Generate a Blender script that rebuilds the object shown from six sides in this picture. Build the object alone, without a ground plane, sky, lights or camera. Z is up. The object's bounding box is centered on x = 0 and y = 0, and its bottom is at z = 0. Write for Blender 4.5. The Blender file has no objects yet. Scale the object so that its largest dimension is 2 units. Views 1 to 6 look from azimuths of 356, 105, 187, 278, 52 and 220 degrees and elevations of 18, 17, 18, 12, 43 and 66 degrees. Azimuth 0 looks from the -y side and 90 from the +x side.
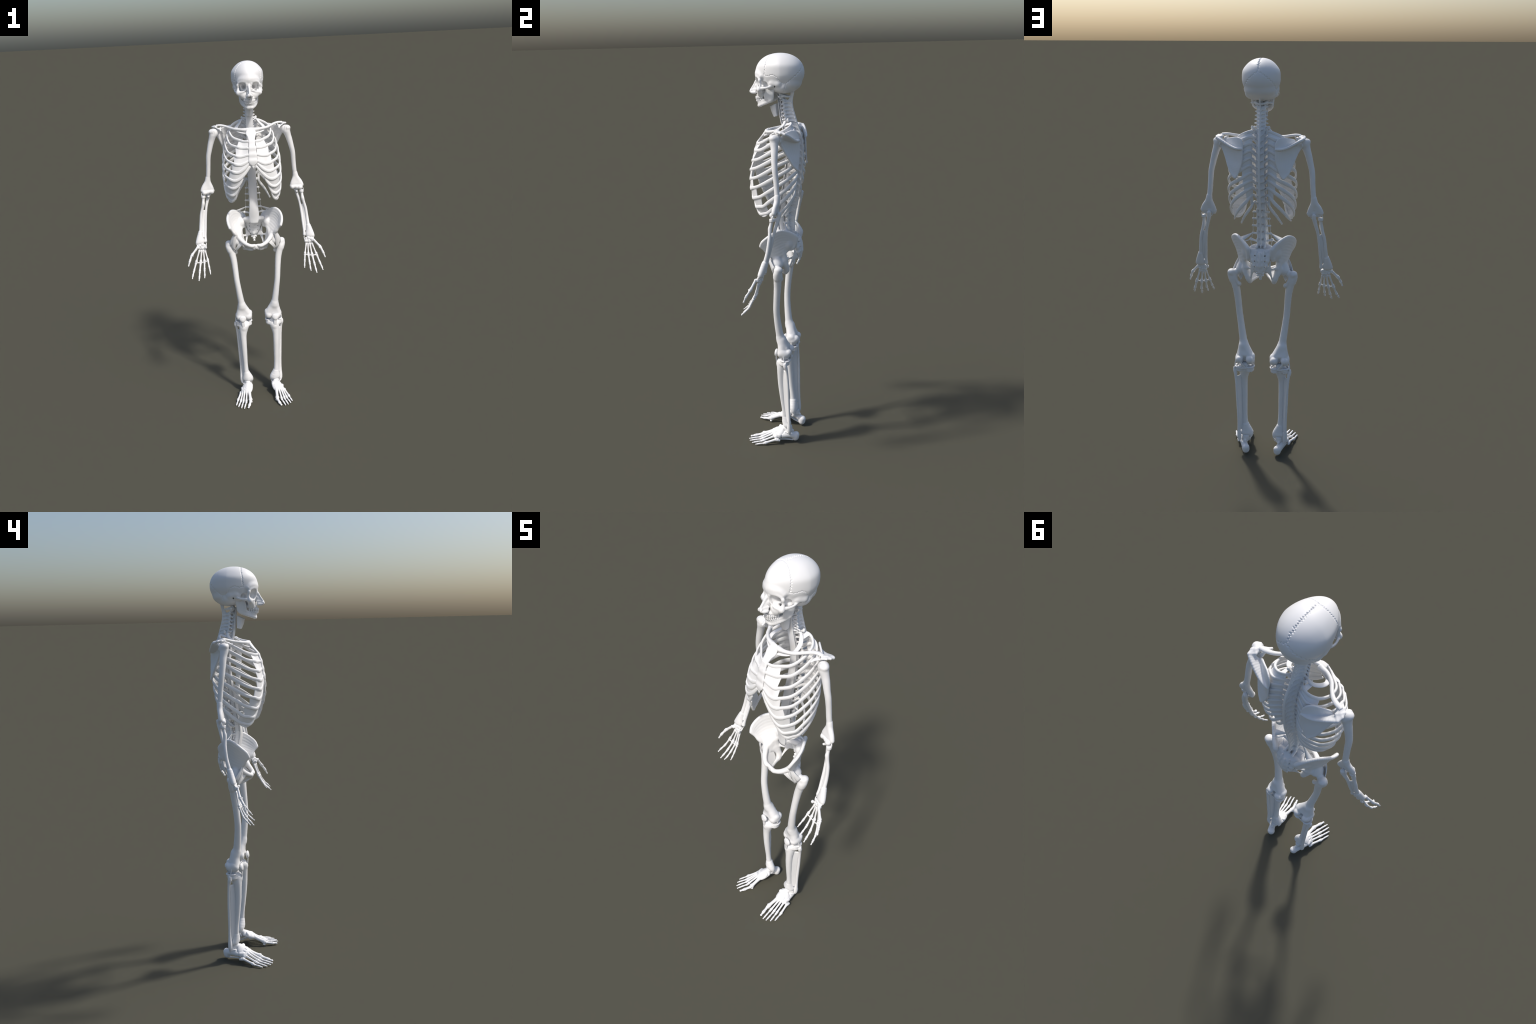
import bpy, math, random
import numpy as np

random.seed(7)
rng = np.random.default_rng(7)
V = lambda *a: np.array(a, dtype=float)

# ----------------------------------------------------------------------------
# materials: matt white bone, slightly glossier teeth, cartilage and ligament
# ----------------------------------------------------------------------------
def material(name, lo, hi, rough, scale):
    m = bpy.data.materials.new(name)
    m.use_nodes = True
    nt = m.node_tree
    b = nt.nodes["Principled BSDF"]
    tc = nt.nodes.new("ShaderNodeTexCoord")
    nz = nt.nodes.new("ShaderNodeTexNoise")
    nz.inputs["Scale"].default_value = scale
    nz.inputs["Detail"].default_value = 3.0
    cr = nt.nodes.new("ShaderNodeValToRGB")
    cr.color_ramp.elements[0].position = 0.3
    cr.color_ramp.elements[1].position = 0.7
    cr.color_ramp.elements[0].color = (*lo, 1)
    cr.color_ramp.elements[1].color = (*hi, 1)
    nt.links.new(tc.outputs["Object"], nz.inputs["Vector"])
    nt.links.new(nz.outputs["Fac"], cr.inputs["Fac"])
    nt.links.new(cr.outputs["Color"], b.inputs["Base Color"])
    b.inputs["Roughness"].default_value = rough
    return m

BONE = material("bone", (0.795, 0.795, 0.795), (0.805, 0.805, 0.805), 0.5, 30)
CART = material("cartilage", (0.795, 0.795, 0.795), (0.805, 0.805, 0.805), 0.5, 30)
LIGA = material("ligament", (0.795, 0.795, 0.795), (0.805, 0.805, 0.805), 0.5, 40)
TOOTH = material("enamel", (0.795, 0.795, 0.795), (0.805, 0.805, 0.805), 0.5, 60)

# ----------------------------------------------------------------------------
# mesh helpers
# ----------------------------------------------------------------------------
def new_mesh(name, verts, faces, mat, smooth=True):
    """verts (n,3), faces (m,4) quads (a repeated index makes a triangle)."""
    me = bpy.data.meshes.new(name)
    verts = np.asarray(verts, dtype=np.float32)
    faces = np.asarray(faces, dtype=np.int64)
    tri = faces[:, 3] == faces[:, 2]
    fl = np.concatenate([faces[~tri].ravel(), faces[tri][:, :3].ravel()])
    nq, ntri = int((~tri).sum()), int(tri.sum())
    starts = np.concatenate([np.arange(nq) * 4, nq * 4 + np.arange(ntri) * 3])
    me.vertices.add(len(verts)); me.vertices.foreach_set("co", verts.ravel())
    me.loops.add(len(fl)); me.loops.foreach_set("vertex_index", fl.astype(np.int32))
    me.polygons.add(nq + ntri)
    me.polygons.foreach_set("loop_start", starts.astype(np.int32))
    me.polygons.foreach_set("use_smooth", np.full(nq + ntri, smooth))
    me.update(calc_edges=True)
    me.validate()
    me.materials.append(mat)
    return me

ROOT = bpy.data.objects.new("human_skeleton", None)
ROOT["label"] = "white human skeleton standing with arms hanging, palms forward"
ROOT["category"] = "human skeleton"
bpy.context.collection.objects.link(ROOT)

def add(name, me, parent=None):
    o = bpy.data.objects.new(name, me)
    bpy.context.collection.objects.link(o)
    o.parent = parent or ROOT
    return o

def mirrored(vf):
    v, f = vf
    v = np.array(v, dtype=float); v[:, 0] *= -1
    f = np.asarray(f)
    tri = f[:, 3] == f[:, 2]
    g = f[:, ::-1].copy()
    g[tri] = f[tri][:, [2, 1, 0, 0]]
    return v, g

def join(parts):
    vs, fs, n = [], [], 0
    for v, f in parts:
        vs.append(np.asarray(v, dtype=float)); fs.append(np.asarray(f) + n); n += len(v)
    return np.concatenate(vs), np.concatenate(fs)

def both(name, vf, mat, parents=(None, None)):
    """left part and its mirror image"""
    a = add(name, new_mesh(name, *vf, mat), parents[0])
    b = add(name, new_mesh(name, *mirrored(vf), mat), parents[1])
    return a, b

def single(name, vf, mat, parent=None):
    return add(name, new_mesh(name, *vf, mat), parent)

# ----------------------------------------------------------------------------
# splines, tubes, sheets
# ----------------------------------------------------------------------------
def spline(pts, n, closed=False):
    """centripetal Catmull-Rom through rows of any width, n samples per span"""
    P = np.asarray(pts, dtype=float)
    if len(P) == 2:
        t = np.linspace(0, 1, n + 1)[:, None]
        return P[0] * (1 - t) + P[1] * t
    A = np.vstack([2 * P[0] - P[1], P, 2 * P[-1] - P[-2]])
    out = []
    for i in range(len(P) - 1):
        p0, p1, p2, p3 = A[i:i + 4]
        d = lambda a, b: max(np.linalg.norm((b - a)[:3]) ** 0.5, 1e-3)
        t0 = 0; t1 = t0 + d(p0, p1); t2 = t1 + d(p1, p2); t3 = t2 + d(p2, p3)
        for t in np.linspace(t1, t2, n, endpoint=False):
            a1 = (t1 - t) / (t1 - t0) * p0 + (t - t0) / (t1 - t0) * p1
            a2 = (t2 - t) / (t2 - t1) * p1 + (t - t1) / (t2 - t1) * p2
            a3 = (t3 - t) / (t3 - t2) * p2 + (t - t2) / (t3 - t2) * p3
            b1 = (t2 - t) / (t2 - t0) * a1 + (t - t0) / (t2 - t0) * a2
            b2 = (t3 - t) / (t3 - t1) * a2 + (t - t1) / (t3 - t1) * a3
            out.append((t2 - t) / (t2 - t1) * b1 + (t - t1) / (t2 - t1) * b2)
    out.append(P[-1])
    return np.array(out)

def unit(a):
    return a / (np.linalg.norm(a, axis=-1, keepdims=True) + 1e-12)

def tube(rows, up=(0, 0, 1), seg=14, n=6, cap=3, power=2.0, smooth=True):
    """rows: x y z r_side r_up ; lofted superelliptic tube with rounded ends"""
    S = spline(rows, n) if smooth else np.asarray(rows, float)
    P, R = S[:, :3], np.maximum(S[:, 3:5], 2e-4)
    T = unit(np.gradient(P, axis=0))
    U = np.broadcast_to(np.asarray(up, float), P.shape)
    side = unit(np.cross(T, U)); upv = np.cross(side, T)
    # rounded ends
    PP, RR, SS, UU = [], [], [], []
    def capring(i, sgn):
        r = R[i].min()
        for a in (np.linspace(0, math.pi / 2, cap + 2)[1:]):
            yield P[i] + sgn * T[i] * r * math.sin(a) * 0.8, R[i] * max(math.cos(a), 0.02), side[i], upv[i]
    for e in reversed(list(capring(0, -1))):
        PP.append(e[0]); RR.append(e[1]); SS.append(e[2]); UU.append(e[3])
    for i in range(len(P)):
        PP.append(P[i]); RR.append(R[i]); SS.append(side[i]); UU.append(upv[i])
    for e in capring(len(P) - 1, 1):
        PP.append(e[0]); RR.append(e[1]); SS.append(e[2]); UU.append(e[3])
    PP, RR, SS, UU = map(np.array, (PP, RR, SS, UU))
    th = np.linspace(0, 2 * math.pi, seg, endpoint=False)
    c, s = np.cos(th), np.sin(th)
    e = 2.0 / power
    c = np.sign(c) * np.abs(c) ** e; s = np.sign(s) * np.abs(s) ** e
    v = PP[:, None] + SS[:, None] * (RR[:, 0:1] * c)[..., None] + UU[:, None] * (RR[:, 1:2] * s)[..., None]
    m = len(PP)
    i, j = np.meshgrid(np.arange(m - 1), np.arange(seg), indexing="ij")
    j2 = (j + 1) % seg
    f = np.stack([i * seg + j, (i + 1) * seg + j, (i + 1) * seg + j2, i * seg + j2], -1).reshape(-1, 4)
    v = v.reshape(-1, 3)
    ends = []
    for base, flip in ((0, False), ((m - 1) * seg, True)):
        k = len(v); v = np.vstack([v, v[base:base + seg].mean(0)])
        for q in range(seg):
            a, b = base + q, base + (q + 1) % seg
            ends.append([k, a, b, b] if not flip else [k, b, a, a])
    f = np.vstack([f, np.array(ends)])
    return v, f[:, [0, 3, 2, 1]] if False else fix_out(v, f)

def fix_out(v, f):
    """flip all faces if the closed mesh has negative volume"""
    a, b, c, d = (v[f[:, k]] for k in range(4))
    vol = (np.einsum("ij,ij->i", a, np.cross(b, c)) + np.einsum("ij,ij->i", a, np.cross(c, d))).sum()
    if vol < 0:
        tri = f[:, 3] == f[:, 2]
        g = f[:, ::-1].copy(); g[tri] = f[tri][:, [2, 1, 0, 0]]
        return g
    return f

def ring(rows, **k):
    return tube(rows, **k)

def sheet(grid, thick=0.0012):
    """closed thin solid from a grid of points (n,m,3)"""
    G = np.asarray(grid, float); n, m = G.shape[:2]
    N = unit(np.cross(np.gradient(G, axis=0), np.gradient(G, axis=1)))
    th = np.asarray(thick)
    if th.ndim == 0: th = np.full((n, m), float(th))
    a = (G + N * th[..., None] / 2).reshape(-1, 3); b = (G - N * th[..., None] / 2).reshape(-1, 3)
    v = np.vstack([a, b]); o = n * m
    i, j = np.meshgrid(np.arange(n - 1), np.arange(m - 1), indexing="ij")
    q = np.stack([i * m + j, (i + 1) * m + j, (i + 1) * m + j + 1, i * m + j + 1], -1).reshape(-1, 4)
    border = [k for k in range(m)] + [k * m + m - 1 for k in range(1, n)] + \
             [(n - 1) * m + k for k in range(m - 2, -1, -1)] + [k * m for k in range(n - 2, 0, -1)]
    bd = np.array(border); bn = np.roll(bd, -1)
    side = np.stack([bd, bn, bn + o, bd + o], -1)
    f = np.vstack([q, q[:, ::-1] + o, side])
    return v, fix_out(v, f)

def strip(curve_a, curve_b, k=6, thick=0.0012, bulge=0.0):
    A, B = np.asarray(curve_a, float), np.asarray(curve_b, float)
    t = np.linspace(0, 1, k)[None, :, None]
    G = A[:, None] * (1 - t) + B[:, None] * t
    return sheet(G, thick)

def resample(P, n):
    P = np.asarray(P, float)
    s = np.concatenate([[0], np.cumsum(np.linalg.norm(np.diff(P[:, :3], axis=0), axis=1))])
    q = np.linspace(0, s[-1], n)
    return np.stack([np.interp(q, s, P[:, k]) for k in range(P.shape[1])], -1)

# ----------------------------------------------------------------------------
# implicit modelling: smooth unions / cuts of simple solids, meshed by surface nets
# ----------------------------------------------------------------------------
class Field:
    def __init__(self, lo, hi, res, sym=False):
        self.res, self.sym = res, sym
        lo, hi = np.array(lo, float), np.array(hi, float)
        n = np.ceil((hi - lo) / res).astype(int) + 1
        self.ax = [lo[k] + res * np.arange(n[k]) for k in range(3)]
        if sym:
            self.ax[0] = res * (0.5 + np.arange(int(math.ceil(hi[0] / res)) + 1))
        self.f = np.full([len(a) for a in self.ax], 1.0, dtype=np.float32)

    def unfold(self):
        """turn a half field of a symmetric solid into a full one"""
        self.f = np.concatenate([self.f[::-1], self.f]); self.ax[0] = np.concatenate([-self.ax[0][::-1], self.ax[0]]); self.sym = False
        return self

    def _win(self, lo, hi, pad):
        sl, g = [], []
        for k in range(3):
            a = self.ax[k]
            i0 = int(np.searchsorted(a, lo[k] - pad)); i1 = int(np.searchsorted(a, hi[k] + pad))
            if i1 <= i0: return None, None
            sl.append(slice(i0, i1)); g.append(a[i0:i1].astype(np.float32))
        X = np.meshgrid(*g, indexing="ij", sparse=True)
        return tuple(sl), X

    def _mix(self, sl, d, k, cut=False):
        a = self.f[sl]
        if cut:
            b = -d
            h = np.maximum(k - np.abs(a - b), 0) / max(k, 1e-9)
            self.f[sl] = np.maximum(a, b) + h * h * k * 0.25
        else:
            h = np.maximum(k - np.abs(a - d), 0) / max(k, 1e-9)
            self.f[sl] = np.minimum(a, d) - h * h * k * 0.25

    def ell(self, c, r, k=0.004, rot=None, cut=False):
        """ellipsoid; rot = (axis_x, axis_y) optional local axes"""
        c, r = np.array(c, float), np.array(r, float)
        m = r.max() if rot is not None else r
        sl, X = self._win(c - m, c + m, k + 3 * self.res)
        if sl is None: return self
        d = [X[i] - np.float32(c[i]) for i in range(3)]
        if rot is not None:
            ax = unit(np.array(rot[0], float)); az = unit(np.cross(ax, np.array(rot[1], float))); ay = np.cross(az, ax)
            d = [d[0] * e[0] + d[1] * e[1] + d[2] * e[2] for e in (ax, ay, az)]
        q = np.sqrt((d[0] / r[0]) ** 2 + (d[1] / r[1]) ** 2 + (d[2] / r[2]) ** 2)
        g = np.sqrt((d[0] / r[0] ** 2) ** 2 + (d[1] / r[1] ** 2) ** 2 + (d[2] / r[2] ** 2) ** 2) + 1e-6
        self._mix(sl, (q * (q - 1) / g).astype(np.float32), k, cut)
        return self

    def cap(self, a, b, ra, rb=None, k=0.004, flat=None, cut=False):
        """tapered capsule; flat=(dir, factor) squeezes it along dir"""
        rb = ra if rb is None else rb
        a, b = np.array(a, float), np.array(b, float); m = max(ra, rb)
        sl, X = self._win(np.minimum(a, b) - m, np.maximum(a, b) + m, k + 3 * self.res)
        if sl is None: return self
        ab = b - a; L = float(ab @ ab) + 1e-12
        d = [X[i] - np.float32(a[i]) for i in range(3)]
        t = np.clip((d[0] * ab[0] + d[1] * ab[1] + d[2] * ab[2]) / L, 0, 1)
        d = [d[i] - t * ab[i] for i in range(3)]
        if flat is not None:
            u = unit(np.array(flat[0], float)); w = d[0] * u[0] + d[1] * u[1] + d[2] * u[2]
            d = [d[i] + w * u[i] * (flat[1] - 1) for i in range(3)]
        D = np.sqrt(d[0] ** 2 + d[1] ** 2 + d[2] ** 2) - (ra + (rb - ra) * t)
        self._mix(sl, D.astype(np.float32), k, cut)
        return self

    def chain(self, rows, k=0.004, n=4, flat=None, cut=False):
        S = spline(rows, n)
        for p, q in zip(S[:-1], S[1:]):
            self.cap(p[:3], q[:3], max(p[3], 3e-4), max(q[3], 3e-4), k if n == 1 else min(k, 0.002) if False else k, flat, cut)
        return self

    def path(self, rows, k=0.004, n=4, flat=None, cut=False):
        """like chain, but its own pieces join without swelling"""
        S = spline(rows, n); lo = S[:, :3].min(0) - S[:, 3].max(); hi = S[:, :3].max(0) + S[:, 3].max()
        sl, X = self._win(lo, hi, k + 3 * self.res)
        if sl is None: return self
        best = None
        for p, q in zip(S[:-1], S[1:]):
            ab = q[:3] - p[:3]; L = float(ab @ ab) + 1e-12
            d = [X[i] - np.float32(p[i]) for i in range(3)]
            t = np.clip((d[0] * ab[0] + d[1] * ab[1] + d[2] * ab[2]) / L, 0, 1)
            d = [d[i] - t * ab[i] for i in range(3)]
            if flat is not None:
                u = unit(np.array(flat[0], float)); w = d[0] * u[0] + d[1] * u[1] + d[2] * u[2]
                d = [d[i] + w * u[i] * (flat[1] - 1) for i in range(3)]
            D = np.sqrt(d[0] ** 2 + d[1] ** 2 + d[2] ** 2) - (p[3] + (q[3] - p[3]) * t)
            best = D if best is None else np.minimum(best, D)
        self._mix(sl, best.astype(np.float32), k, cut)
        return self

    def tri(self, a, b, c, ra, rb=None, rc=None, k=0.004, cut=False):
        """rounded triangle plate with a radius at each corner"""
        rb = ra if rb is None else rb; rc = ra if rc is None else rc
        a, b, c = (np.array(p, float) for p in (a, b, c)); m = max(ra, rb, rc)
        sl, X = self._win(np.minimum(np.minimum(a, b), c) - m, np.maximum(np.maximum(a, b), c) + m, k + 3 * self.res)
        if sl is None: return self
        e0, e1 = b - a, c - a
        n = np.cross(e0, e1); n2 = float(n @ n) + 1e-18
        d = [X[i] - np.float32(a[i]) for i in range(3)]
        dot = lambda u: d[0] * u[0] + d[1] * u[1] + d[2] * u[2]
        wc = dot(np.cross(n, e0)) / n2; wb = -dot(np.cross(n, e1)) / n2
        wa = 1 - wb - wc
        inside = (wa >= 0) & (wb >= 0) & (wc >= 0)
        best = np.where(inside, np.abs(dot(n)) / math.sqrt(n2) - (wa * ra + wb * rb + wc * rc), 9.0)
        for p, q, rp, rq in ((a, b, ra, rb), (b, c, rb, rc), (c, a, rc, ra)):
            ab = q - p; L = float(ab @ ab) + 1e-12
            g = [X[i] - np.float32(p[i]) for i in range(3)]
            t = np.clip((g[0] * ab[0] + g[1] * ab[1] + g[2] * ab[2]) / L, 0, 1)
            D = np.sqrt(sum((g[i] - t * ab[i]) ** 2 for i in range(3))) - (rp + (rq - rp) * t)
            best = np.where(inside, best, np.minimum(best, D))
        self._mix(sl, best.astype(np.float32), k, cut)
        return self

    def fan(self, centre, rim, rc, rr, k=0.004, close=False):
        rim = [np.array(p, float) for p in rim]
        rr = rr if hasattr(rr, "__len__") else [rr] * len(rim)
        for i in range(len(rim) - (0 if close else 1)):
            j = (i + 1) % len(rim)
            self.tri(centre, rim[i], rim[j], rc, rr[i], rr[j], k)
        return self

    def band(self, A, B, ra, rb=None, k=0.004):
        """plate spanned between two polylines of equal length"""
        rb = ra if rb is None else rb
        for i in range(len(A) - 1):
            self.tri(A[i], A[i + 1], B[i], ra, ra, rb, k); self.tri(A[i + 1], B[i + 1], B[i], ra, rb, rb, k)
        return self

    def patch(self, grid, rad, n=4, k=0.0015):
        """curved plate through a small grid of points (rows x columns), radius per point"""
        G = np.concatenate([np.asarray(grid, float), np.asarray(rad, float)[..., None]], -1)
        A = np.stack([spline(r, n) for r in G])
        A = np.stack([spline(A[:, j], n) for j in range(A.shape[1])], 1)
        for i in range(A.shape[0] - 1):
            for j in range(A.shape[1] - 1):
                a, b, c, d = A[i, j], A[i + 1, j], A[i + 1, j + 1], A[i, j + 1]
                self.tri(a[:3], b[:3], c[:3], a[3], b[3], c[3], k); self.tri(a[:3], c[:3], d[:3], a[3], c[3], d[3], k)
        return self

    def drum(self, c, rx, ry, h, axis=(0, 0, 1), k=0.003, waist=0.0, rnd=0.002):
        """elliptic cylinder with a slightly pinched waist, axis tilted in the yz plane"""
        c = np.array(c, float); m = max(rx, ry, h) * 1.3
        sl, X = self._win(c - m, c + m, k + 3 * self.res)
        if sl is None: return self
        az = unit(np.array(axis, float)); ay = np.array([0, az[2], -az[1]])
        x = X[0] - np.float32(c[0]); dy, dz = X[1] - np.float32(c[1]), X[2] - np.float32(c[2])
        y = dy * ay[1] + dz * ay[2]; z = dy * az[1] + dz * az[2]
        w = 1 - waist * np.clip(1 - (z / h) ** 2, 0, 1)
        q = np.sqrt((x / rx) ** 2 + (y / ry) ** 2)
        d1 = (q - w) * min(rx, ry) + rnd; d2 = np.abs(z) - h + rnd
        D = np.minimum(np.maximum(d1, d2), 0) + np.sqrt(np.maximum(d1, 0) ** 2 + np.maximum(d2, 0) ** 2) - rnd
        self._mix(sl, D.astype(np.float32), k)
        return self

    def mesh(self, smooth=1):
        f = self.f
        ax = self.ax
        if self.sym:
            f = np.concatenate([f[::-1], f]); ax = [np.concatenate([-ax[0][::-1], ax[0]]), ax[1], ax[2]]
        s = f < 0
        cnt = sum(s[i:i + f.shape[0] - 1 if i == 0 else None, j:j + f.shape[1] - 1 if j == 0 else None, l:l + f.shape[2] - 1 if l == 0 else None].astype(np.int8)
                  for i in (0, 1) for j in (0, 1) for l in (0, 1))
        act = (cnt > 0) & (cnt < 8)
        I = np.argwhere(act)
        ids = np.full(act.shape, -1, dtype=np.int64); ids[act] = np.arange(len(I))
        pos = np.zeros((len(I), 3)); num = np.zeros(len(I))
        corners = [(i, j, l) for i in (0, 1) for j in (0, 1) for l in (0, 1)]
        val = {c: f[I[:, 0] + c[0], I[:, 1] + c[1], I[:, 2] + c[2]].astype(float) for c in corners}
        for c in corners:
            for a in range(3):
                if c[a] == 0:
                    e = list(c); e[a] = 1; e = tuple(e)
                    va, vb = val[c], val[e]
                    x = (va < 0) != (vb < 0)
                    t = np.where(x, va / np.where(x, va - vb, 1), 0)
                    p = np.repeat(np.array(c, float)[None], len(I), 0); p[:, a] = t
                    pos += p * x[:, None]; num += x
        pos = I + pos / num[:, None]
        v = np.stack([ax[k][0] + pos[:, k] * self.res for k in range(3)], -1)
        F = []
        for a in range(3):
            b, c = (a + 1) % 3, (a + 2) % 3
            lo = [slice(None)] * 3; hi = [slice(None)] * 3
            lo[a] = slice(0, -1); hi[a] = slice(1, None)
            x = s[tuple(lo)] != s[tuple(hi)]
            E = np.argwhere(x)
            ok = (E[:, b] > 0) & (E[:, c] > 0) & (E[:, b] < f.shape[b] - 1) & (E[:, c] < f.shape[c] - 1)
            E = E[ok]
            def cell(db, dc):
                Q = E.copy(); Q[:, b] += db; Q[:, c] += dc
                return ids[Q[:, 0], Q[:, 1], Q[:, 2]]
            q = np.stack([cell(-1, -1), cell(0, -1), cell(0, 0), cell(-1, 0)], -1)
            neg = s[E[:, 0], E[:, 1], E[:, 2]]
            q[~neg] = q[~neg][:, ::-1]
            F.append(q)
        F = np.concatenate(F)
        for _ in range(smooth):
            e = np.concatenate([F[:, [0, 1]], F[:, [1, 2]], F[:, [2, 3]], F[:, [3, 0]]])
            w = np.bincount(e[:, 0], minlength=len(v)).astype(float)
            acc = np.stack([np.bincount(e[:, 0], weights=v[e[:, 1], k], minlength=len(v)) for k in range(3)], -1)
            v = v * 0.5 + acc / np.maximum(w, 1)[:, None] * 0.5
        return v, F
# ----------------------------------------------------------------------------
# skull
# ----------------------------------------------------------------------------
def suture(pts, amp, freq, seed, n=9):
    """wiggly bone seam: a spline with a zigzag added across its run"""
    r = np.random.default_rng(seed)
    S = spline(pts, n)
    T = unit(np.gradient(S, axis=0)); C = V(0, 0.03, 1.905)
    side = unit(np.cross(T, unit(S - C)))
    w = np.zeros(len(S))
    w[1:-1] = amp * np.where(np.arange(len(S) - 2) % freq < freq / 2, 1, -1) * r.uniform(0.3, 1.0, len(S) - 2)
    return S + side * w[:, None]

CORONAL = [(0, -.012, 1.995), (.02, -.013, 1.992), (.04, -.017, 1.980), (.056, -.022, 1.958), (.064, -.026, 1.930), (.064, -.030, 1.903)]
SAGITTAL = [(0, -.012, 1.995), (0, .03, 2.001), (0, .07, 1.995), (0, .10, 1.975), (0, .123, 1.942)]
LAMBDOID = [(0, .123, 1.942), (.025, .123, 1.925), (.05, .112, 1.905), (.068, .093, 1.882), (.076, .075, 1.864)]
SQUAMOUS = [(.064, -.030, 1.903), (.070, -.012, 1.900), (.078, .010, 1.905), (.082, .028, 1.897), (.083, .045, 1.876), (.078, .062, 1.864), (.076, .075, 1.864)]
MASTOID_SEAM = [(.076, .075, 1.864), (.070, .066, 1.846), (.060, .055, 1.832)]

S = Field((-.095, -.125, 1.79), (.095, .15, 2.01), 0.0013, sym=True)

def vault(F, c, r, wide, n):
    """egg-shaped brain case: rounder than an ellipse, narrower at the forehead"""
    sl, X = F._win(V(-1, c[1] - r[1], c[2] - r[2]), V(1, c[1] + r[1], c[2] + r[2]), 0.008)
    x, y, z = X
    y = y + 0 * x; u = (y - c[1]) / r[1]
    zz = z - c[2]
    rx = r[0] * (1 - wide * np.clip(.18 - u, 0, 1.4) ** 1.25 - .03 * np.clip(u - .5, 0, 1)) * (1 + .035 * np.exp(-((zz - .036) / .018) ** 2)) * (1 - .025 * np.clip((-zz - .012) / .04, 0, 1))
    rz = np.where(zz > 0, r[2], r[2] * 0.95)
    q = (np.abs(x / rx) ** n + np.abs(u) ** n + np.abs(zz / rz) ** n) ** (1 / n)
    F._mix(sl, ((q - 1) * 0.088).astype(np.float32), 0.004)

vault(S, (0, .0255, 1.9115), (.0885, .1165, .0895), .24, 2.1)
S.ell((0, .073, 1.863), (.068, .0535, .036), .012)                 # occipital
S.ell((0, .045, 1.842), (.060, .055, .024), .012)                # skull base
S.ell((.036, -.005, 1.856), (.030, .035, .024), .015)            # greater wing floor
S.ell((.040, .045, 1.847), (.034, .034, .025), .015)             # petrous side
S.cap((.065, .034, 1.862), (.054, .027, 1.840), .0145, .0075, .010)  # mastoid process
S.ell((.068, .018, 1.866), (.010, .024, .014), .012)             # ear region
S.ell((.090, -.046, 1.876), (.0335, .026, .032), .005, cut=True)  # temporal fossa
S.ell((.0, -.080, 1.85), (.013, .02, .02), .006)                 # root of the nose
S.path([(0, -.0730, 1.906, .0165), (.024, -.0700, 1.908, .0150), (.041, -.0600, 1.905, .0120), (.051, -.0525, 1.897, .0095)], .014)
S.path([(0, -.0790, 1.8925, .008), (.022, -.0795, 1.8965, .0065), (.040, -.0715, 1.8955, .006), (.052, -.0615, 1.888, .0055), (.0585, -.057, 1.877, .0058)], .008)
S.path([(.0585, -.057, 1.880, .0060), (.0575, -.0535, 1.862, .0062), (.0585, -.0560, 1.849, .0075), (.0580, -.058, 1.840, .0090)], .005)
S.ell((.053, -.061, 1.837), (.015, .0115, .0125), .008)            # cheekbone
S.ell((.049, -.058, 1.829), (.009, .009, .007), .006)
S.path([(.058, -.056, 1.842, .0085), (.0670, -.040, 1.8445, .0066), (.0715, -.022, 1.8465, .0054), (.0715, -.004, 1.852, .0052), (.066, .014, 1.860, .0065)], .004, flat=((1, 0, 0), 1.35))
S.path([(.057, -.060, 1.843, .006), (.045, -.0705, 1.8415, .0055), (.031, -.0765, 1.846, .005), (.0195, -.0805, 1.857, .005), (.013, -.0825, 1.872, .0055), (.012, -.084, 1.886, .006)], .006)
S.ell((.022, -.062, 1.826), (.026, .018, .024), .008)            # maxilla
S.ell((.034, -.064, 1.832), (.015, .012, .016), .008)
S.path([(0, -.0805, 1.8105, .0080), (.012, -.0785, 1.8105, .0080), (.021, -.071, 1.811, .0080), (.0285, -.058, 1.811, .008), (.030, -.043, 1.813, .007)], .005)
S.path([(0, -.0825, 1.884, .0075), (0, -.0905, 1.872, .0075), (0, -.0975, 1.8625, .006)], .005)   # nasal bones
S.ell((.0, -.03, 1.858), (.030, .045, .024), .010)               # sphenoid behind the face
S.band([(.017, -.030, 1.850), (.019, -.024, 1.850)], [(.017, -.040, 1.813), (.022, -.030, 1.815)], .005)  # pterygoid
S.ell((.0365, -.080, 1.8690), (.0225, .032, .0225), .003, cut=True)   # orbit
S.cap((.036, -.070, 1.868), (.022, -.034, 1.868), .017, .007, .006, cut=True)
S.cap((.046, -.058, 1.855), (.036, -.045, 1.852), .0035, .0025, .003, cut=True)
S.cap((.085, .018, 1.852), (.055, .016, 1.851), .0042, .003, .002, cut=True)  # ear canal
S.ell((.053, -.030, 1.858), (.013, .018, .016), .006, cut=True)  # gap inside the cheek arch
S.ell((.028, -.0865, 1.8375), (.0022, .0025, .0022), .001, cut=True)
S.ell((0, -.090, 1.832), (.011, .012, .015), .004, cut=True)      # nasal opening
S.cap((.047, .014, 1.842), (.033, -.006, 1.793), .0026, .0007, .003)         # styloid process

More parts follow.
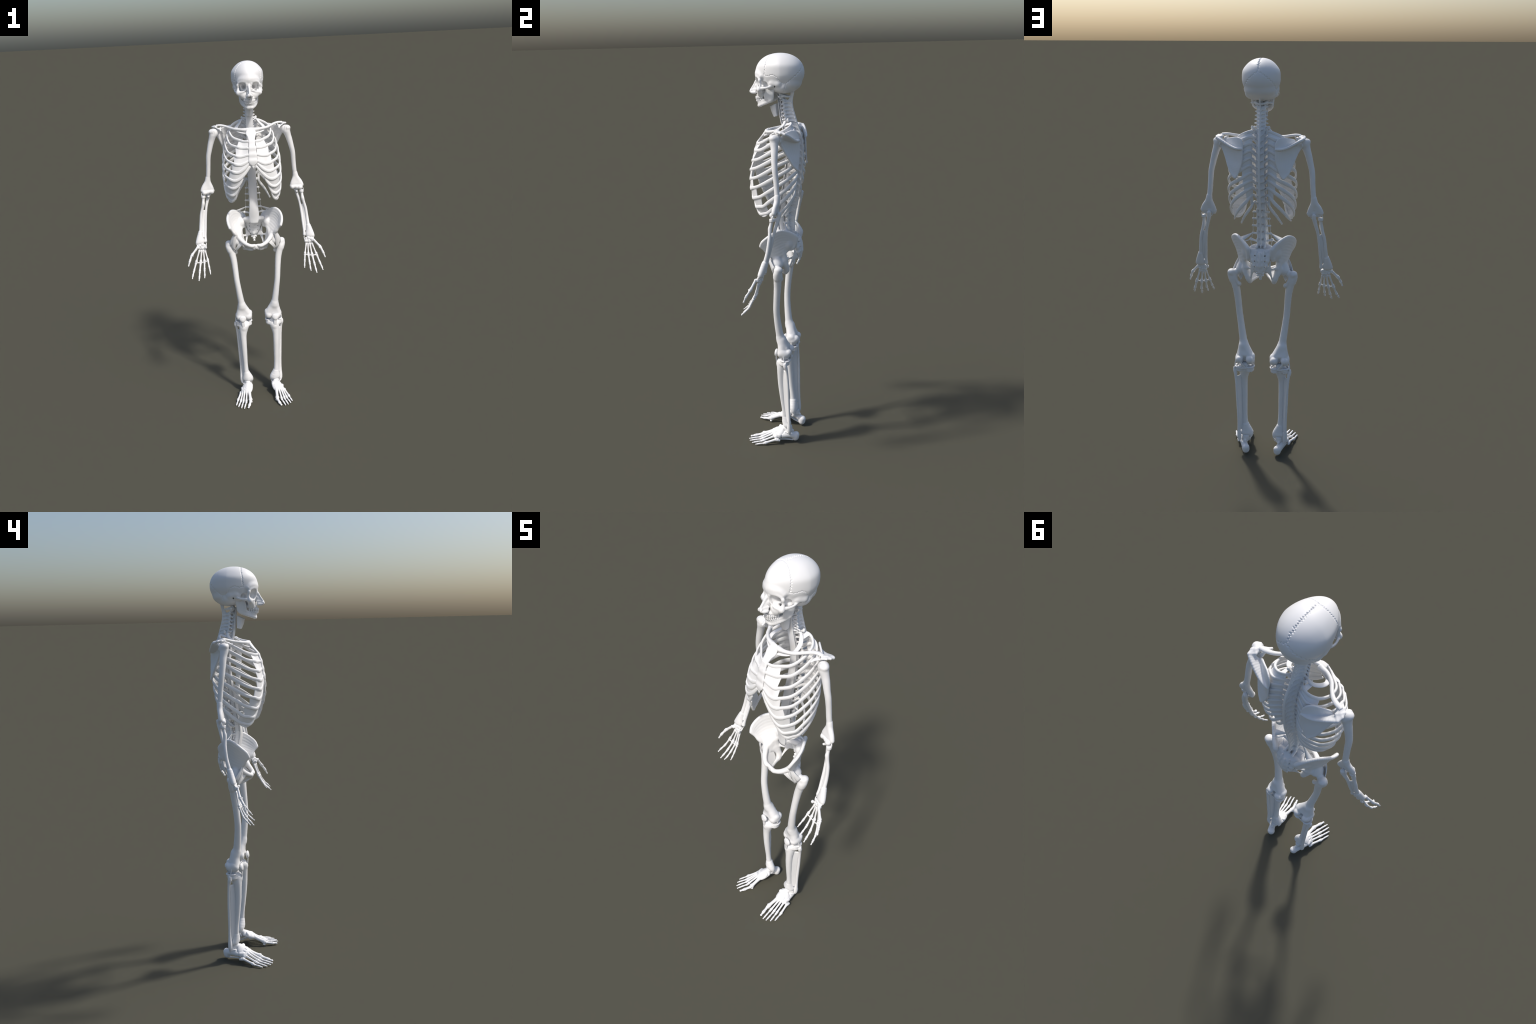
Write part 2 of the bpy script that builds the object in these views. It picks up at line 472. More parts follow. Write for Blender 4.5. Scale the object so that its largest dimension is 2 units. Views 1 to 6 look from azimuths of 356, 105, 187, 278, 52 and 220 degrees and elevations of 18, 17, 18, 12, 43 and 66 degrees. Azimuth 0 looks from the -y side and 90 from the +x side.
# the parietal plates stand a little proud of their neighbours along the seams
S.unfold()
flip = lambda pts: [(-x, y, z) for x, y, z in pts]
seams = [suture(CORONAL, .0024, 3, 3), suture(SAGITTAL, .0040, 2, 5), suture(LAMBDOID, .0030, 4, 8), suture(SQUAMOUS, .0014, 5, 11), suture(MASTOID_SEAM, .001, 6, 2),
         suture(flip(CORONAL), .0026, 3, 13), suture(flip(LAMBDOID), .0030, 4, 18), suture(flip(SQUAMOUS), .0014, 5, 21), suture(flip(MASTOID_SEAM), .001, 6, 22)]
def surf(p):
    """slide a seam point onto the finished surface"""
    C = V(0, .028, 1.895); d = unit(p - C)
    t = np.linspace(.03, .15, 241); Q = C + d * t[:, None]
    idx = [np.clip(np.round(Q[:, k] / S.res - S.ax[k][0] / S.res).astype(int), 0, len(S.ax[k]) - 1) for k in range(3)]
    g = S.f[idx[0], idx[1], idx[2]]
    ins = np.where(g < 0)[0]
    return Q[ins[-1]] if len(ins) else p
seams = [np.array([surf(p) for p in s]) for s in seams]
qr = np.random.default_rng(41)
for s, r in zip(seams, (.0017, .0017, .0015, .0013, .0009, .0017, .0015, .0013, .0009)):
    for a, b in zip(s[:-1], s[1:]):
        w = r * qr.uniform(.75, 1.25)
        S.cap(a, b, w, w, .0012, cut=True)
for p in seams[1][3:-3:2]:                            # small dents beside the top seam
    d = V(qr.uniform(-1, 1) * .006, qr.uniform(-1, 1) * .003, 0)
    S.cap(surf(p), surf(p + d), .0020, .0008, .002, cut=True)
skull_vf = S.mesh(1)

def split_skull(v, f):
    """cut the closed skull surface into its bones along the seams"""
    c = v[f].mean(1); x, y, z = np.abs(c[:, 0]), c[:, 1], c[:, 2]
    arr = lambda s: s[:, [1, 2]]
    cor = spline(CORONAL, 8); cor = cor[np.argsort(cor[:, 2])]
    lam = spline(LAMBDOID, 8); lam = lam[np.argsort(lam[:, 0])]
    squ = spline(SQUAMOUS, 8); squ = squ[np.argsort(squ[:, 1])]
    ycor = np.interp(z, cor[:, 2], cor[:, 1])
    zlam = np.interp(x, lam[:, 0], lam[:, 2])
    zsq = np.interp(y, squ[:, 1], squ[:, 2])
    frontal = (y < ycor) & (z > np.where(x > .055, 1.885, 1.893 + .0 * x)) & (y < 0)
    occ = (y > .055 - .0 * z) & (z < zlam) & ((z < 1.864) | (x < .079)) & (y > .066 + np.clip(1.864 - z, 0, .03) * -.45)
    par = ~frontal & ~occ & (z > zsq) & (y > -.035)
    temp = ~frontal & ~occ & ~par & (x > .040) & (y > -.034) & (z > 1.80)
    lab = np.zeros(len(f), int)
    lab[frontal] = 1; lab[par & (c[:, 0] > 0)] = 2; lab[par & (c[:, 0] <= 0)] = 3
    lab[occ] = 4; lab[temp & (c[:, 0] > 0)] = 5; lab[temp & (c[:, 0] <= 0)] = 6
    return lab

def vertex_normals(v, f):
    n = np.cross(v[f[:, 2]] - v[f[:, 0]], v[f[:, 3]] - v[f[:, 1]])
    N = np.stack([sum(np.bincount(f[:, k], weights=n[:, a], minlength=len(v)) for k in range(4)) for a in range(3)], -1)
    return unit(N)

def split_parts(vf, lab, names, mat, parent):
    v, f = vf; N = vertex_normals(v, f); objs = []
    for l, nm in enumerate(names):
        g = f[lab == l]
        if not len(g): continue
        used, inv = np.unique(g, return_inverse=True)
        me = new_mesh(nm, v[used], inv.reshape(-1, 4), mat)
        me.normals_split_custom_set_from_vertices(N[used].tolist())
        objs.append(add(nm, me, parent))
    return objs

v, f = skull_vf
lab = split_skull(v, f)
used_face = f[lab == 0]
face_ids, inv = np.unique(used_face, return_inverse=True)
Nall = vertex_normals(v, f)
me = new_mesh("skull", v[face_ids], inv.reshape(-1, 4), BONE)
me.normals_split_custom_set_from_vertices(Nall[face_ids].tolist())
SKULL = add("skull", me)
l2 = lab - 1
split_parts((v, f), l2, ["frontal_bone", "parietal_bone", "parietal_bone", "occipital_bone", "temporal_bone", "temporal_bone"], BONE, SKULL)

# nose cartilage: bridge, two wings and the tip between them
N = Field((-.03, -.13, 1.805), (.03, -.075, 1.875), 0.001, sym=True)
N.tri((0, -.097, 1.863), (0, -.1165, 1.834), (.012, -.087, 1.838), .0035, .0035, .0025, .004)
N.tri((0, -.1165, 1.834), (.012, -.087, 1.838), (.013, -.092, 1.828), .0035, .0025, .003, .004)
N.cap((0, -.098, 1.862), (0, -.116, 1.836), .0045, .0045, .004)
N.ell((.0055, -.1165, 1.829), (.0062, .0065, .0068), .003)
N.path([(.006, -.117, 1.826, .0055), (.011, -.107, 1.8225, .0062), (.0125, -.095, 1.822, .0058), (.011, -.089, 1.8235, .0045)], .0015)
N.cap((0, -.112, 1.826), (0, -.092, 1.818), .0028, .002, .002)
N.ell((.006, -.102, 1.8175), (.0035, .008, .004), .0015, cut=True)
single("nose_cartilage", N.mesh(1), CART, SKULL)

# lower jaw
M = Field((-.065, -.095, 1.745), (.065, .02, 1.865), 0.0013, sym=True)
low = [(0, -.0745, 1.7615), (.010, -.0745, 1.7612), (.021, -.067, 1.7640), (.032, -.046, 1.7715), (.0410, -.018, 1.7820), (.0445, -.003, 1.7915)]
upp = [(0, -.0800, 1.7815), (.010, -.0790, 1.7815), (.020, -.070, 1.7830), (.0285, -.050, 1.7870), (.0400, -.034, 1.7950), (.0455, -.012, 1.8060)]
M.patch([low, (np.array(low) * .5 + np.array(upp) * .5 + V(0, .002, 0)).tolist(), upp], [[.0058] * 6, [.0054] * 6, [.0050] * 6], 3, .002)
ram_f = [(.0405, -.036, 1.793), (.0440, -.0365, 1.8100), (.0460, -.0335, 1.8260), (.0478, -.0285, 1.8440)]
ram_m = [(.0445, -.016, 1.795), (.0475, -.0140, 1.8130), (.0490, -.0110, 1.8260), (.0500, -.0120, 1.8340)]
ram_b = [(.0450, .000, 1.7960), (.0480, .0030, 1.8140), (.0505, .0050, 1.8280), (.0525, .0070, 1.8420)]
M.patch([ram_f, ram_m, ram_b], [[.0046, .0042, .0036, .0026], [.0042, .0036, .0032, .0030], [.0046, .0042, .0040, .0040]], 3, .002)
M.cap((.051, .006, 1.836), (.053, .009, 1.850), .0042, .0045, .004)
M.cap((.048, .009, 1.851), (.059, .008, 1.851), .0042, .0042, .003)
M.ell((0, -.0755, 1.7635), (.013, .0070, .0075), .008)
M.ell((.010, -.0755, 1.7615), (.007, .0058, .0055), .006)
M.ell((.0225, -.0755, 1.771), (.0016, .002, .0016), .0008, cut=True)
single("jaw", M.mesh(2), BONE, SKULL)

# teeth, set along the two dental arches
def tooth_shape(w, d, h):
    rows = [(0, 0, -h * .1, w * .42, d * .42), (0, 0, h * .25, w * .5, d * .5), (0, 0, h * .7, w * .52, d * .46), (0, 0, h, w * .46, d * .36)]
    return tube(rows, up=(0, 1, 0), seg=10, n=2, cap=2, power=3.0)
arch_u = resample(spline([(0, -.0920, 1.8035), (.010, -.0900, 1.8035), (.0195, -.083, 1.8035), (.0265, -.070, 1.8040), (.0320, -.050, 1.8045)], 12), 200)
arch_l = resample(spline([(0, -.0885, 1.7830), (.009, -.0870, 1.7830), (.0180, -.080, 1.7835), (.0248, -.068, 1.7850), (.0305, -.048, 1.7875)], 12), 200)
sizes_u = [.0085, .0068, .0076, .0070, .0068, .0092, .0088]
sizes_l = [.0056, .0060, .0070, .0070, .0072, .0100, .0095]
def set_teeth(arch, sizes, down):
    L = np.concatenate([[0], np.cumsum(np.linalg.norm(np.diff(arch, axis=0), axis=1))]); s = 0
    sc = L[-1] / sum(sizes)
    for i, w in enumerate(sizes):
        w *= sc; m = s + w / 2; s += w
        p = np.array([np.interp(m, L, arch[:, k]) for k in range(3)]); q = np.array([np.interp(m + .001, L, arch[:, k]) for k in range(3)])
        t = unit(q - p); n = unit(np.cross(t, V(0, 0, 1)))
        d = .0065 if i < 3 else .0085
        h = (.0105, .0100, .0110, .0090, .0090, .0085, .0080)[i] * (.92 if not down else 1)
        tv, tf = tooth_shape(w * .86, d, h)
        z = V(0, 0, -1 if down else 1)
        wv = p + tv[:, :1] * t + tv[:, 1:2] * n + tv[:, 2:] * z - n * .0 
        both("tooth", (wv, fix_out(wv, tf)), TOOTH, (SKULL, SKULL))
set_teeth(arch_u, sizes_u, True)
set_teeth(arch_l, sizes_l, False)

# thyroid cartilage (a folded shield) and the hyoid just above it
for_front = [(0, -.0265, 1.7575), (0, -.0175, 1.732), (0, -.0080, 1.7095)]
for_back = [(.0255, .0090, 1.7715), (.0215, .0105, 1.742), (.0160, .0125, 1.7125)]
A, B = spline(for_front, 6), spline(for_back, 6)
mid = (A + B) / 2 + V(.0045, -.004, -.003)
g = np.stack([A + (-A + mid) * t * 2 if t <= .5 else mid + (B - mid) * (t - .5) * 2 for t in np.linspace(0, 1, 7)], 1)
tv = sheet(g, .0022)
single("throat_cartilage", join([tv, mirrored(tv)]), CART)
# ----------------------------------------------------------------------------
# spine: 24 vertebrae, discs, sacrum, tailbone and the long ligaments
# ----------------------------------------------------------------------------
FRONT = np.array([(1.82, .012), (1.807, .013), (1.76, .017), (1.72, .021), (1.69, .026), (1.65, .036), (1.61, .046), (1.57, .052), (1.53, .053), (1.48, .047),
                  (1.43, .040), (1.38, .031), (1.33, .022), (1.28, .013), (1.24, .005), (1.206, .001), (1.18, .002), (1.144, .009), (1.12, .016)])[::-1]
BACK = np.array([(1.83, .098), (1.80, .0865), (1.76, .0855), (1.715, .099), (1.68, .109), (1.655, .117), (1.625, .130), (1.60, .134), (1.574, .137), (1.515, .137),
                 (1.446, .131), (1.40, .127), (1.367, .121), (1.304, .108), (1.25, .098), (1.197, .090), (1.15, .093), (1.12, .104)])[::-1]
yf = lambda z: np.interp(z, FRONT[:, 0], FRONT[:, 1])
yb = lambda z: np.interp(z, BACK[:, 0], BACK[:, 1])
# centre height of each body, half width, half depth, transverse process tip
LEVELS = [("C", 1.783, .011, .009, (.030, .040, 1.787)), ("C", 1.764, .011, .009, (.027, .041, 1.766)), ("C", 1.747, .0115, .009, (.028, .043, 1.748)),
          ("C", 1.730, .012, .0092, (.029, .045, 1.731)), ("C", 1.713, .0125, .0095, (.030, .048, 1.714)), ("C", 1.696, .0135, .010, (.034, .055, 1.699)),
          ("T", 1.676, .0145, .011, (.039, .070, 1.697)), ("T", 1.653, .0145, .0115, (.039, .081, 1.679)), ("T", 1.626, .0145, .012, (.041, .091, 1.655)),
          ("T", 1.597, .0145, .013, (.043, .099, 1.626)), ("T", 1.566, .015, .0135, (.044, .103, 1.593)), ("T", 1.534, .0155, .0142, (.0445, .104, 1.559)),
          ("T", 1.501, .016, .015, (.044, .103, 1.525)), ("T", 1.467, .0165, .0155, (.042, .102, 1.490)), ("T", 1.433, .017, .016, (.040, .100, 1.456)),
          ("T", 1.400, .018, .0165, (.037, .096, 1.4215)), ("T", 1.366, .019, .017, (.033, .088, 1.386)), ("T", 1.332, .020, .0175, (.026, .078, 1.352)),
          ("L", 1.298, .0215, .018, (.037, .066, 1.300)), ("L", 1.262, .0225, .0185, (.040, .061, 1.267)), ("L", 1.226, .0235, .019, (.042, .056, 1.231)),
          ("L", 1.187, .0245, .0195, (.044, .051, 1.192)), ("L", 1.150, .0255, .0195, (.052, .056, 1.1625))]
ZS = [l[1] for l in LEVELS]
tops = [1.793] + [(a + b) / 2 for a, b in zip(ZS[:-1], ZS[1:])]
bots = tops[1:] + [1.131]
LIG = None
disc_rows, SPT = [], []
for i, (kind, z, rx, ry, tp) in enumerate(LEVELS):
    zt, zb = tops[i], bots[i]
    gap = {"C": .0028, "T": .0032, "L": .0052}[kind]
    h = (zt - zb - gap) / 2; zc = (zt + zb) / 2
    slope = (yf(zc + .02) - yf(zc - .02)) / .04
    axis = unit(V(0, slope, 1)); yc = yf(zc) + ry + .0022
    c = V(0, yc, zc)
    tp = V(*tp)
    drop = {"C": .006, "T": .020, "L": .008}[kind]
    if kind == "T" and i in (16, 17): drop = .010
    zs = zc - drop; sp = V(0, yb(zs) - .004, zs)
    F = Field((-.01, yc - ry - .006, min(zs, zb) - .014), (max(tp[0], .03) + .012, max(sp[1], tp[1]) + .012, max(zt, tp[2]) + .016), .0014, sym=True)
    F.drum(c, rx, ry, h, axis, .002, waist=.10)
    yp = yc + ry                                     # back of the body
    can = {"C": .013, "T": .0125, "L": .0135}[kind]   # half width of the canal
    lam = V(.006, yp + {"C": .017, "T": .016, "L": .018}[kind], zc - .002)
    pillar = V(can + .003, yp + {"C": .007, "T": .010, "L": .012}[kind], zc + .002)
    F.cap((rx * .72, yp - .004, zc + h * .35), pillar, .0045, .0050, .003, flat=None)
    rr = {"C": .0048, "T": .0050, "L": .0062}[kind]
    up_ = pillar + V(0, -.001, h * .95); dn = pillar + V(-.001, .004, -h * 1.15)
    F.cap(up_, dn, rr, rr, .003)                      # joint pillar
    F.band([pillar + V(0, .001, h * .55), lam + V(-.006, .0, h * .55)], [pillar + V(-.002, .004, -h * .8), lam + V(-.006, .004, -h * 1.05)], .0038, .0040, .003)
    if kind != "L":
        F.tri(sp * .35 + lam * V(0, 1, 1) * .65 + V(0, 0, -h * .2), lam * V(0, 1, 1) + V(0, .001, -h * .2), dn + V(.001, .003, 0), .0030, .0030, .0036, .003)
        F.tri(sp * .75 + lam * V(0, 1, 1) * .25, sp * .2 + lam * V(0, 1, 1) * .8, dn + V(-.003, .005, -.001), .0030, .0030, .0030, .003)
    hs = {"C": .005, "T": .0055, "L": .011}[kind]
    wsp = {"C": .0052, "T": .0042, "L": .0042}[kind]
    F.tri(lam * V(0, 1, 1) + V(0, 0, h * .4), lam * V(0, 1, 1) + V(0, .002, -h * .8), sp, wsp, wsp, .0034, .003)
    F.tri(lam * V(0, 1, 1) + V(0, .002, -h * .8), sp, sp + V(0, -.003, -hs), .0028, .0032, .0032, .003)
    if kind == "C":
        F.cap(pillar, tp, .0045, .0030, .003); F.cap((rx * .9, yc, zc), tp + V(-.003, -.008, -.003), .0032, .0026, .003)
        F.cap(sp + V(0, -.004, -.002), sp + V(.005, .0, -.005), .003, .0028, .002)
    elif kind == "T":
        F.cap(pillar, tp, .0050, .0052 if i < 16 else .004, .003)
        F.cap(tp + V(0, 0, -.003), tp + V(0, .001, .003), .0055 if i < 16 else .004, .0050 if i < 16 else .004, .002)
    else:
        F.path([(*pillar, .0055), (*(pillar * .5 + tp * .5 + V(0, 0, .001)), .0050), (*tp, .0052 if i < 22 else .0072)], .003, flat=((0, 1, 0), 1.3))
        F.cap(pillar + V(.001, .004, h * .9), pillar + V(.002, .005, h * .35), .0065, .006, .003)
    single("vertebra", F.mesh(1), BONE)
    SPT.append(sp)
    D = tube([(0, yf(zb) + ry + .0022, zb - gap * .75, rx * .97, ry * .97), (0, yf(zb) + ry + .0022, zb, rx * 1.02, ry * 1.02), (0, yf(zb) + ry + .0022, zb + gap * .75, rx * .97, ry * .97)],
             up=(0, 1, 0), seg=24, n=2, cap=1)
    single("disc", D, CART)

# first vertebra, a ring below the skull
F = Field((-.01, .0, 1.785), (.065, .085, 1.825), .0014, sym=True)
F.path([(0, .021, 1.804, .0045), (.012, .024, 1.804, .005), (.021, .033, 1.806, .0075), (.023, .045, 1.806, .0065), (.017, .060, 1.803, .0045), (.008, .070, 1.802, .0042), (0, .073, 1.802, .0045)], .003)
F.cap((.022, .036, 1.806), (.047, .031, 1.804), .0055, .0045, .004)
F.cap((.022, .032, 1.813), (.022, .034, 1.798), .0075, .0080, .004)
F.cap((0, .029, 1.786), (0, .027, 1.812), .0055, .0035, .003)
single("vertebra", F.mesh(1), BONE)

# sacrum and tailbone
F = Field((-.01, .005, .995), (.07, .145, 1.165), .0015, sym=True)
F.drum((0, .040, 1.118), .026, .020, .013, unit(V(0, -.55, .83)), .004)
mid_d = [(0, .085, 1.118), (0, .110, 1.098), (0, .119, 1.074), (0, .122, 1.048), (0, .116, 1.018)]
mid_v = [(0, .045, 1.108), (0, .078, 1.086), (0, .098, 1.066), (0, .108, 1.044), (0, .109, 1.020)]
lat_d = [(.046, .088, 1.114), (.043, .099, 1.096), (.034, .107, 1.072), (.026, .112, 1.048), (.015, .112, 1.026)]
F.band(mid_v, lat_d, .010, .010, .006)
F.band(mid_d, lat_d, .008, .008, .006)
F.patch([[(.010, .042, 1.124), (.032, .050, 1.124), (.050, .062, 1.120)], [(.010, .056, 1.112), (.034, .068, 1.112), (.054, .078, 1.110)], [(.012, .075, 1.100), (.034, .086, 1.098), (.052, .092, 1.098)]], [[.012, .0105, .0095], [.012, .011, .010], [.011, .010, .010]], 3, .004)
F.path([(0, .106, 1.125, .005), (0, .119, 1.103, .006), (0, .125, 1.075, .0065), (0, .126, 1.050, .006), (0, .122, 1.028, .004)], .004)
F.path([(.018, .108, 1.118, .0045), (.020, .118, 1.095, .005), (.020, .123, 1.070, .0045), (.018, .122, 1.045, .0045), (.014, .118, 1.024, .004)], .004)
F.cap((.017, .068, 1.136), (.020, .092, 1.132), .007, .006, .005)
for zf, yfr, xf in ((1.099, .10, .0235), (1.074, .112, .0245), (1.048, .117, .0235)):
    F.cap((xf, yfr - .045, zf - .012), (xf, yfr + .035, zf + .001), .0034, .0034, .002, cut=True)
F.cap((0, .080, 1.150), (0, .112, 1.118), .009, .0075, .004, cut=True)
SACRUM = single("sacrum", F.mesh(1), BONE)
F = Field((-.01, .085, .960), (.03, .135, 1.03), .0012, sym=True)
F.ell((0, .118, 1.016), (.013, .0070, .0085), .003); F.ell((.013, .116, 1.010), (.007, .0045, .0055), .003)
F.ell((0, .113, 1.001), (.012, .0060, .0075), .003); F.ell((.012, .112, .998), (.0065, .0045, .0050), .003)
F.ell((0, .107, .988), (.0095, .0055, .0070), .003); F.ell((0, .1005, .9765), (.0065, .0050, .0065), .003)
single("tailbone", F.mesh(1), BONE, SACRUM)

# front ribbon ligament
zz = np.linspace(1.812, 1.098, 60)
hw = np.interp(zz, [1.09, 1.13, 1.16, 1.2, 1.25, 1.3, 1.4, 1.5, 1.6, 1.68, 1.72, 1.76, 1.82], [.018, .027, .028, .0245, .0225, .0235, .0225, .020, .0195, .0195, .019, .0185, .012])
ys = np.interp(zz, FRONT[:, 0], FRONT[:, 1]); ys = np.convolve(np.pad(ys, 2, mode="edge"), np.ones(5) / 5, "valid")
u = np.linspace(-1, 1, 13)
g = np.stack([np.stack([hw * a, ys + .0072 * a * a * (hw / .022), zz], -1) for a in u], 1)
single("spinal_ligament", sheet(g, .0028), LIGA)

# back cord over the spinous tips, and the nuchal sheet in the neck
zz = np.linspace(1.828, 1.150, 70)
yy = np.interp(zz, BACK[:, 0], BACK[:, 1]); yy = np.convolve(np.pad(yy, 2, mode="edge"), np.ones(5) / 5, "valid")
rw = np.interp(zz, [1.13, 1.25, 1.45, 1.65, 1.72, 1.83], [.0038, .0042, .0055, .0052, .0036, .0028])
single("spinal_ligament", tube(np.stack([0 * zz, yy - .0035, zz, rw, np.full_like(zz, .0038)], -1), up=(0, 1, 0), seg=12, n=1, power=2.6), LIGA)
inner = np.stack([0 * zz, np.where(zz > 1.70, np.interp(zz, [1.70, 1.72, 1.76, 1.79, 1.806, 1.83], [.066, .060, .056, .066, .076, .076]), yy - np.interp(zz, [1.15, 1.3, 1.5, 1.7], [.030, .032, .034, .040])), zz], -1)
outer = np.stack([0 * zz, yy - .003, zz], -1)
single("neck_ligament", strip(inner, outer, 8, .0030), LIGA)

# thin cords between the lumbar transverse processes, and from them to the hip crest
tips = [V(*LEVELS[k][4]) for k in range(18, 23)]
for a, b in zip(tips[:-1], tips[1:]):
    a2, b2 = a * V(.97, 1, 1), b * V(.97, 1, 1)
    both("lumbar_cord", tube([(*a2, .0011, .0016), (*((a2 + b2) / 2), .0009, .0012), (*b2, .0011, .0016)], up=(0, 1, 0), seg=8, n=4), LIGA)
a2 = tips[0] * V(.97, 1, 1)
both("lumbar_cord", tube([(*a2, .0011, .0016), (.030, .074, 1.325, .0010, .0012), (.024, .078, 1.350, .001, .0014)], up=(0, 1, 0), seg=8, n=4), LIGA)
both("lumbar_cord", tube([(*tips[4], .0011, .0016), (.050, .066, 1.148, .0010, .0012), (.044, .074, 1.128, .001, .0014)], up=(0, 1, 0), seg=8, n=4), LIGA)
fan_a = [tips[3] + V(0, 0, .002), tips[3] + V(.001, .002, -.003)]
fan_b = [V(.104, .062, 1.172), V(.086, .082, 1.160)]
both("hip_lumbar_ligament", sheet(np.array([[fan_a[0] * (1 - t) + fan_b[0] * t, fan_a[1] * (1 - t) + fan_b[1] * t] for t in np.linspace(0, 1, 8)]), .0022), LIGA)
both("hip_lumbar_ligament", tube([(*tips[4], .003, .003), (.066, .072, 1.160, .0022, .0022), (.078, .082, 1.158, .002, .002)], up=(0, 1, 0), seg=8, n=3), LIGA)
# ----------------------------------------------------------------------------
# rib cage
# ----------------------------------------------------------------------------
RIBS = [
 [(0.0210, 0.0500, 1.6840), (0.0360, 0.0560, 1.6900), (0.0550, 0.0470, 1.6700), (0.0710, 0.0250, 1.6550), (0.0760, 0.0020, 1.6440), (0.0680, -0.0200, 1.6330)],
 [(0.0200, 0.0620, 1.6700), (0.0400, 0.0850, 1.6810), (0.0660, 0.0900, 1.6730), (0.0960, 0.0730, 1.6570), (0.1110, 0.0400, 1.6400), (0.1120, 0.0050, 1.6230), (0.0970, -0.0330, 1.6020), (0.0580, -0.0640, 1.5878)],
 [(0.0200, 0.0720, 1.6440), (0.0420, 0.0960, 1.6570), (0.0750, 0.1050, 1.6450), (0.1100, 0.0840, 1.6290), (0.1250, 0.0450, 1.6115), (0.1270, 0.0050, 1.5908), (0.1140, -0.0400, 1.5665), (0.0740, -0.0800, 1.5545)],
 [(0.0200, 0.0780, 1.6140), (0.0440, 0.1030, 1.6280), (0.0810, 0.1140, 1.6120), (0.1200, 0.0910, 1.5940), (0.1380, 0.0450, 1.5745), (0.1400, 0.0000, 1.5508), (0.1270, -0.0500, 1.5245), (0.0850, -0.0950, 1.5085)],
 [(0.0200, 0.0810, 1.5820), (0.0450, 0.1070, 1.5950), (0.0840, 0.1190, 1.5780), (0.1270, 0.0950, 1.5600), (0.1480, 0.0450, 1.5385), (0.1500, 0.0000, 1.5128), (0.1380, -0.0550, 1.4855), (0.0970, -0.1010, 1.4675)],
 [(0.0210, 0.0820, 1.5480), (0.0460, 0.1080, 1.5610), (0.0860, 0.1220, 1.5420), (0.1320, 0.0970, 1.5210), (0.1550, 0.0450, 1.4985), (0.1570, 0.0000, 1.4708), (0.1460, -0.0550, 1.4415), (0.1090, -0.0990, 1.4255)],
 [(0.0210, 0.0810, 1.5140), (0.0460, 0.1080, 1.5270), (0.0870, 0.1240, 1.5075), (0.1350, 0.0970, 1.4795), (0.1580, 0.0450, 1.4495), (0.1600, 0.0000, 1.4238), (0.1510, -0.0500, 1.3975), (0.1300, -0.0860, 1.3845)],
 [(0.0220, 0.0790, 1.4800), (0.0430, 0.1060, 1.4920), (0.0870, 0.1240, 1.4675), (0.1370, 0.0950, 1.4355), (0.1590, 0.0450, 1.4025), (0.1610, 0.0000, 1.3738), (0.1530, -0.0400, 1.3495), (0.1380, -0.0670, 1.3395)],
 [(0.0220, 0.0760, 1.4470), (0.0410, 0.1040, 1.4570), (0.0850, 0.1220, 1.4345), (0.1350, 0.0940, 1.3955), (0.1560, 0.0450, 1.3565), (0.1570, 0.0000, 1.3238), (0.1500, -0.0300, 1.3005), (0.1380, -0.0520, 1.2955)],
 [(0.0230, 0.0720, 1.4130), (0.0390, 0.0990, 1.4220), (0.0800, 0.1160, 1.3985), (0.1290, 0.0910, 1.3545), (0.1500, 0.0450, 1.3125), (0.1510, 0.0100, 1.2848), (0.1450, -0.0100, 1.2685), (0.1330, -0.0300, 1.2615)],
 [(0.0240, 0.0670, 1.3790), (0.0360, 0.0900, 1.3860), (0.0690, 0.1070, 1.3530), (0.1050, 0.0890, 1.3110), (0.1300, 0.0500, 1.2670), (0.1380, 0.0180, 1.2490)],
 [(0.0250, 0.0610, 1.3460), (0.0310, 0.0750, 1.3510), (0.0480, 0.0870, 1.3230), (0.0750, 0.0790, 1.2850), (0.0980, 0.0510, 1.2410)],
]
CARTS = [
 [(0.0500, -0.0320, 1.6260), (0.0270, -0.0430, 1.6220)],
 [(0.0400, -0.0770, 1.5840), (0.0200, -0.0860, 1.5850)],
 [(0.0500, -0.0875, 1.5500), (0.0230, -0.0990, 1.5510)],
 [(0.0560, -0.1005, 1.5070), (0.0240, -0.1060, 1.5160)],
 [(0.0660, -0.1085, 1.4630), (0.0420, -0.1105, 1.4720), (0.0250, -0.1100, 1.4820)],
 [(0.0820, -0.1085, 1.4220), (0.0500, -0.1125, 1.4400), (0.0250, -0.1110, 1.4670)],
 [(0.1040, -0.1015, 1.3770), (0.0780, -0.1075, 1.3860), (0.0480, -0.1095, 1.4140), (0.0170, -0.1090, 1.4520)],
 [(0.1150, -0.0885, 1.3330), (0.0920, -0.0965, 1.3420), (0.0720, -0.1025, 1.3680), (0.0620, -0.1045, 1.3880)],
 [(0.1200, -0.0725, 1.2910), (0.1030, -0.0805, 1.3000), (0.0890, -0.0875, 1.3250), (0.0820, -0.0925, 1.3420)],
 [(0.1230, -0.0500, 1.2560), (0.1120, -0.0620, 1.2630), (0.1030, -0.0720, 1.2820), (0.0980, -0.0790, 1.3000)],
 [],
 [],
]
FULL, NB = [], []
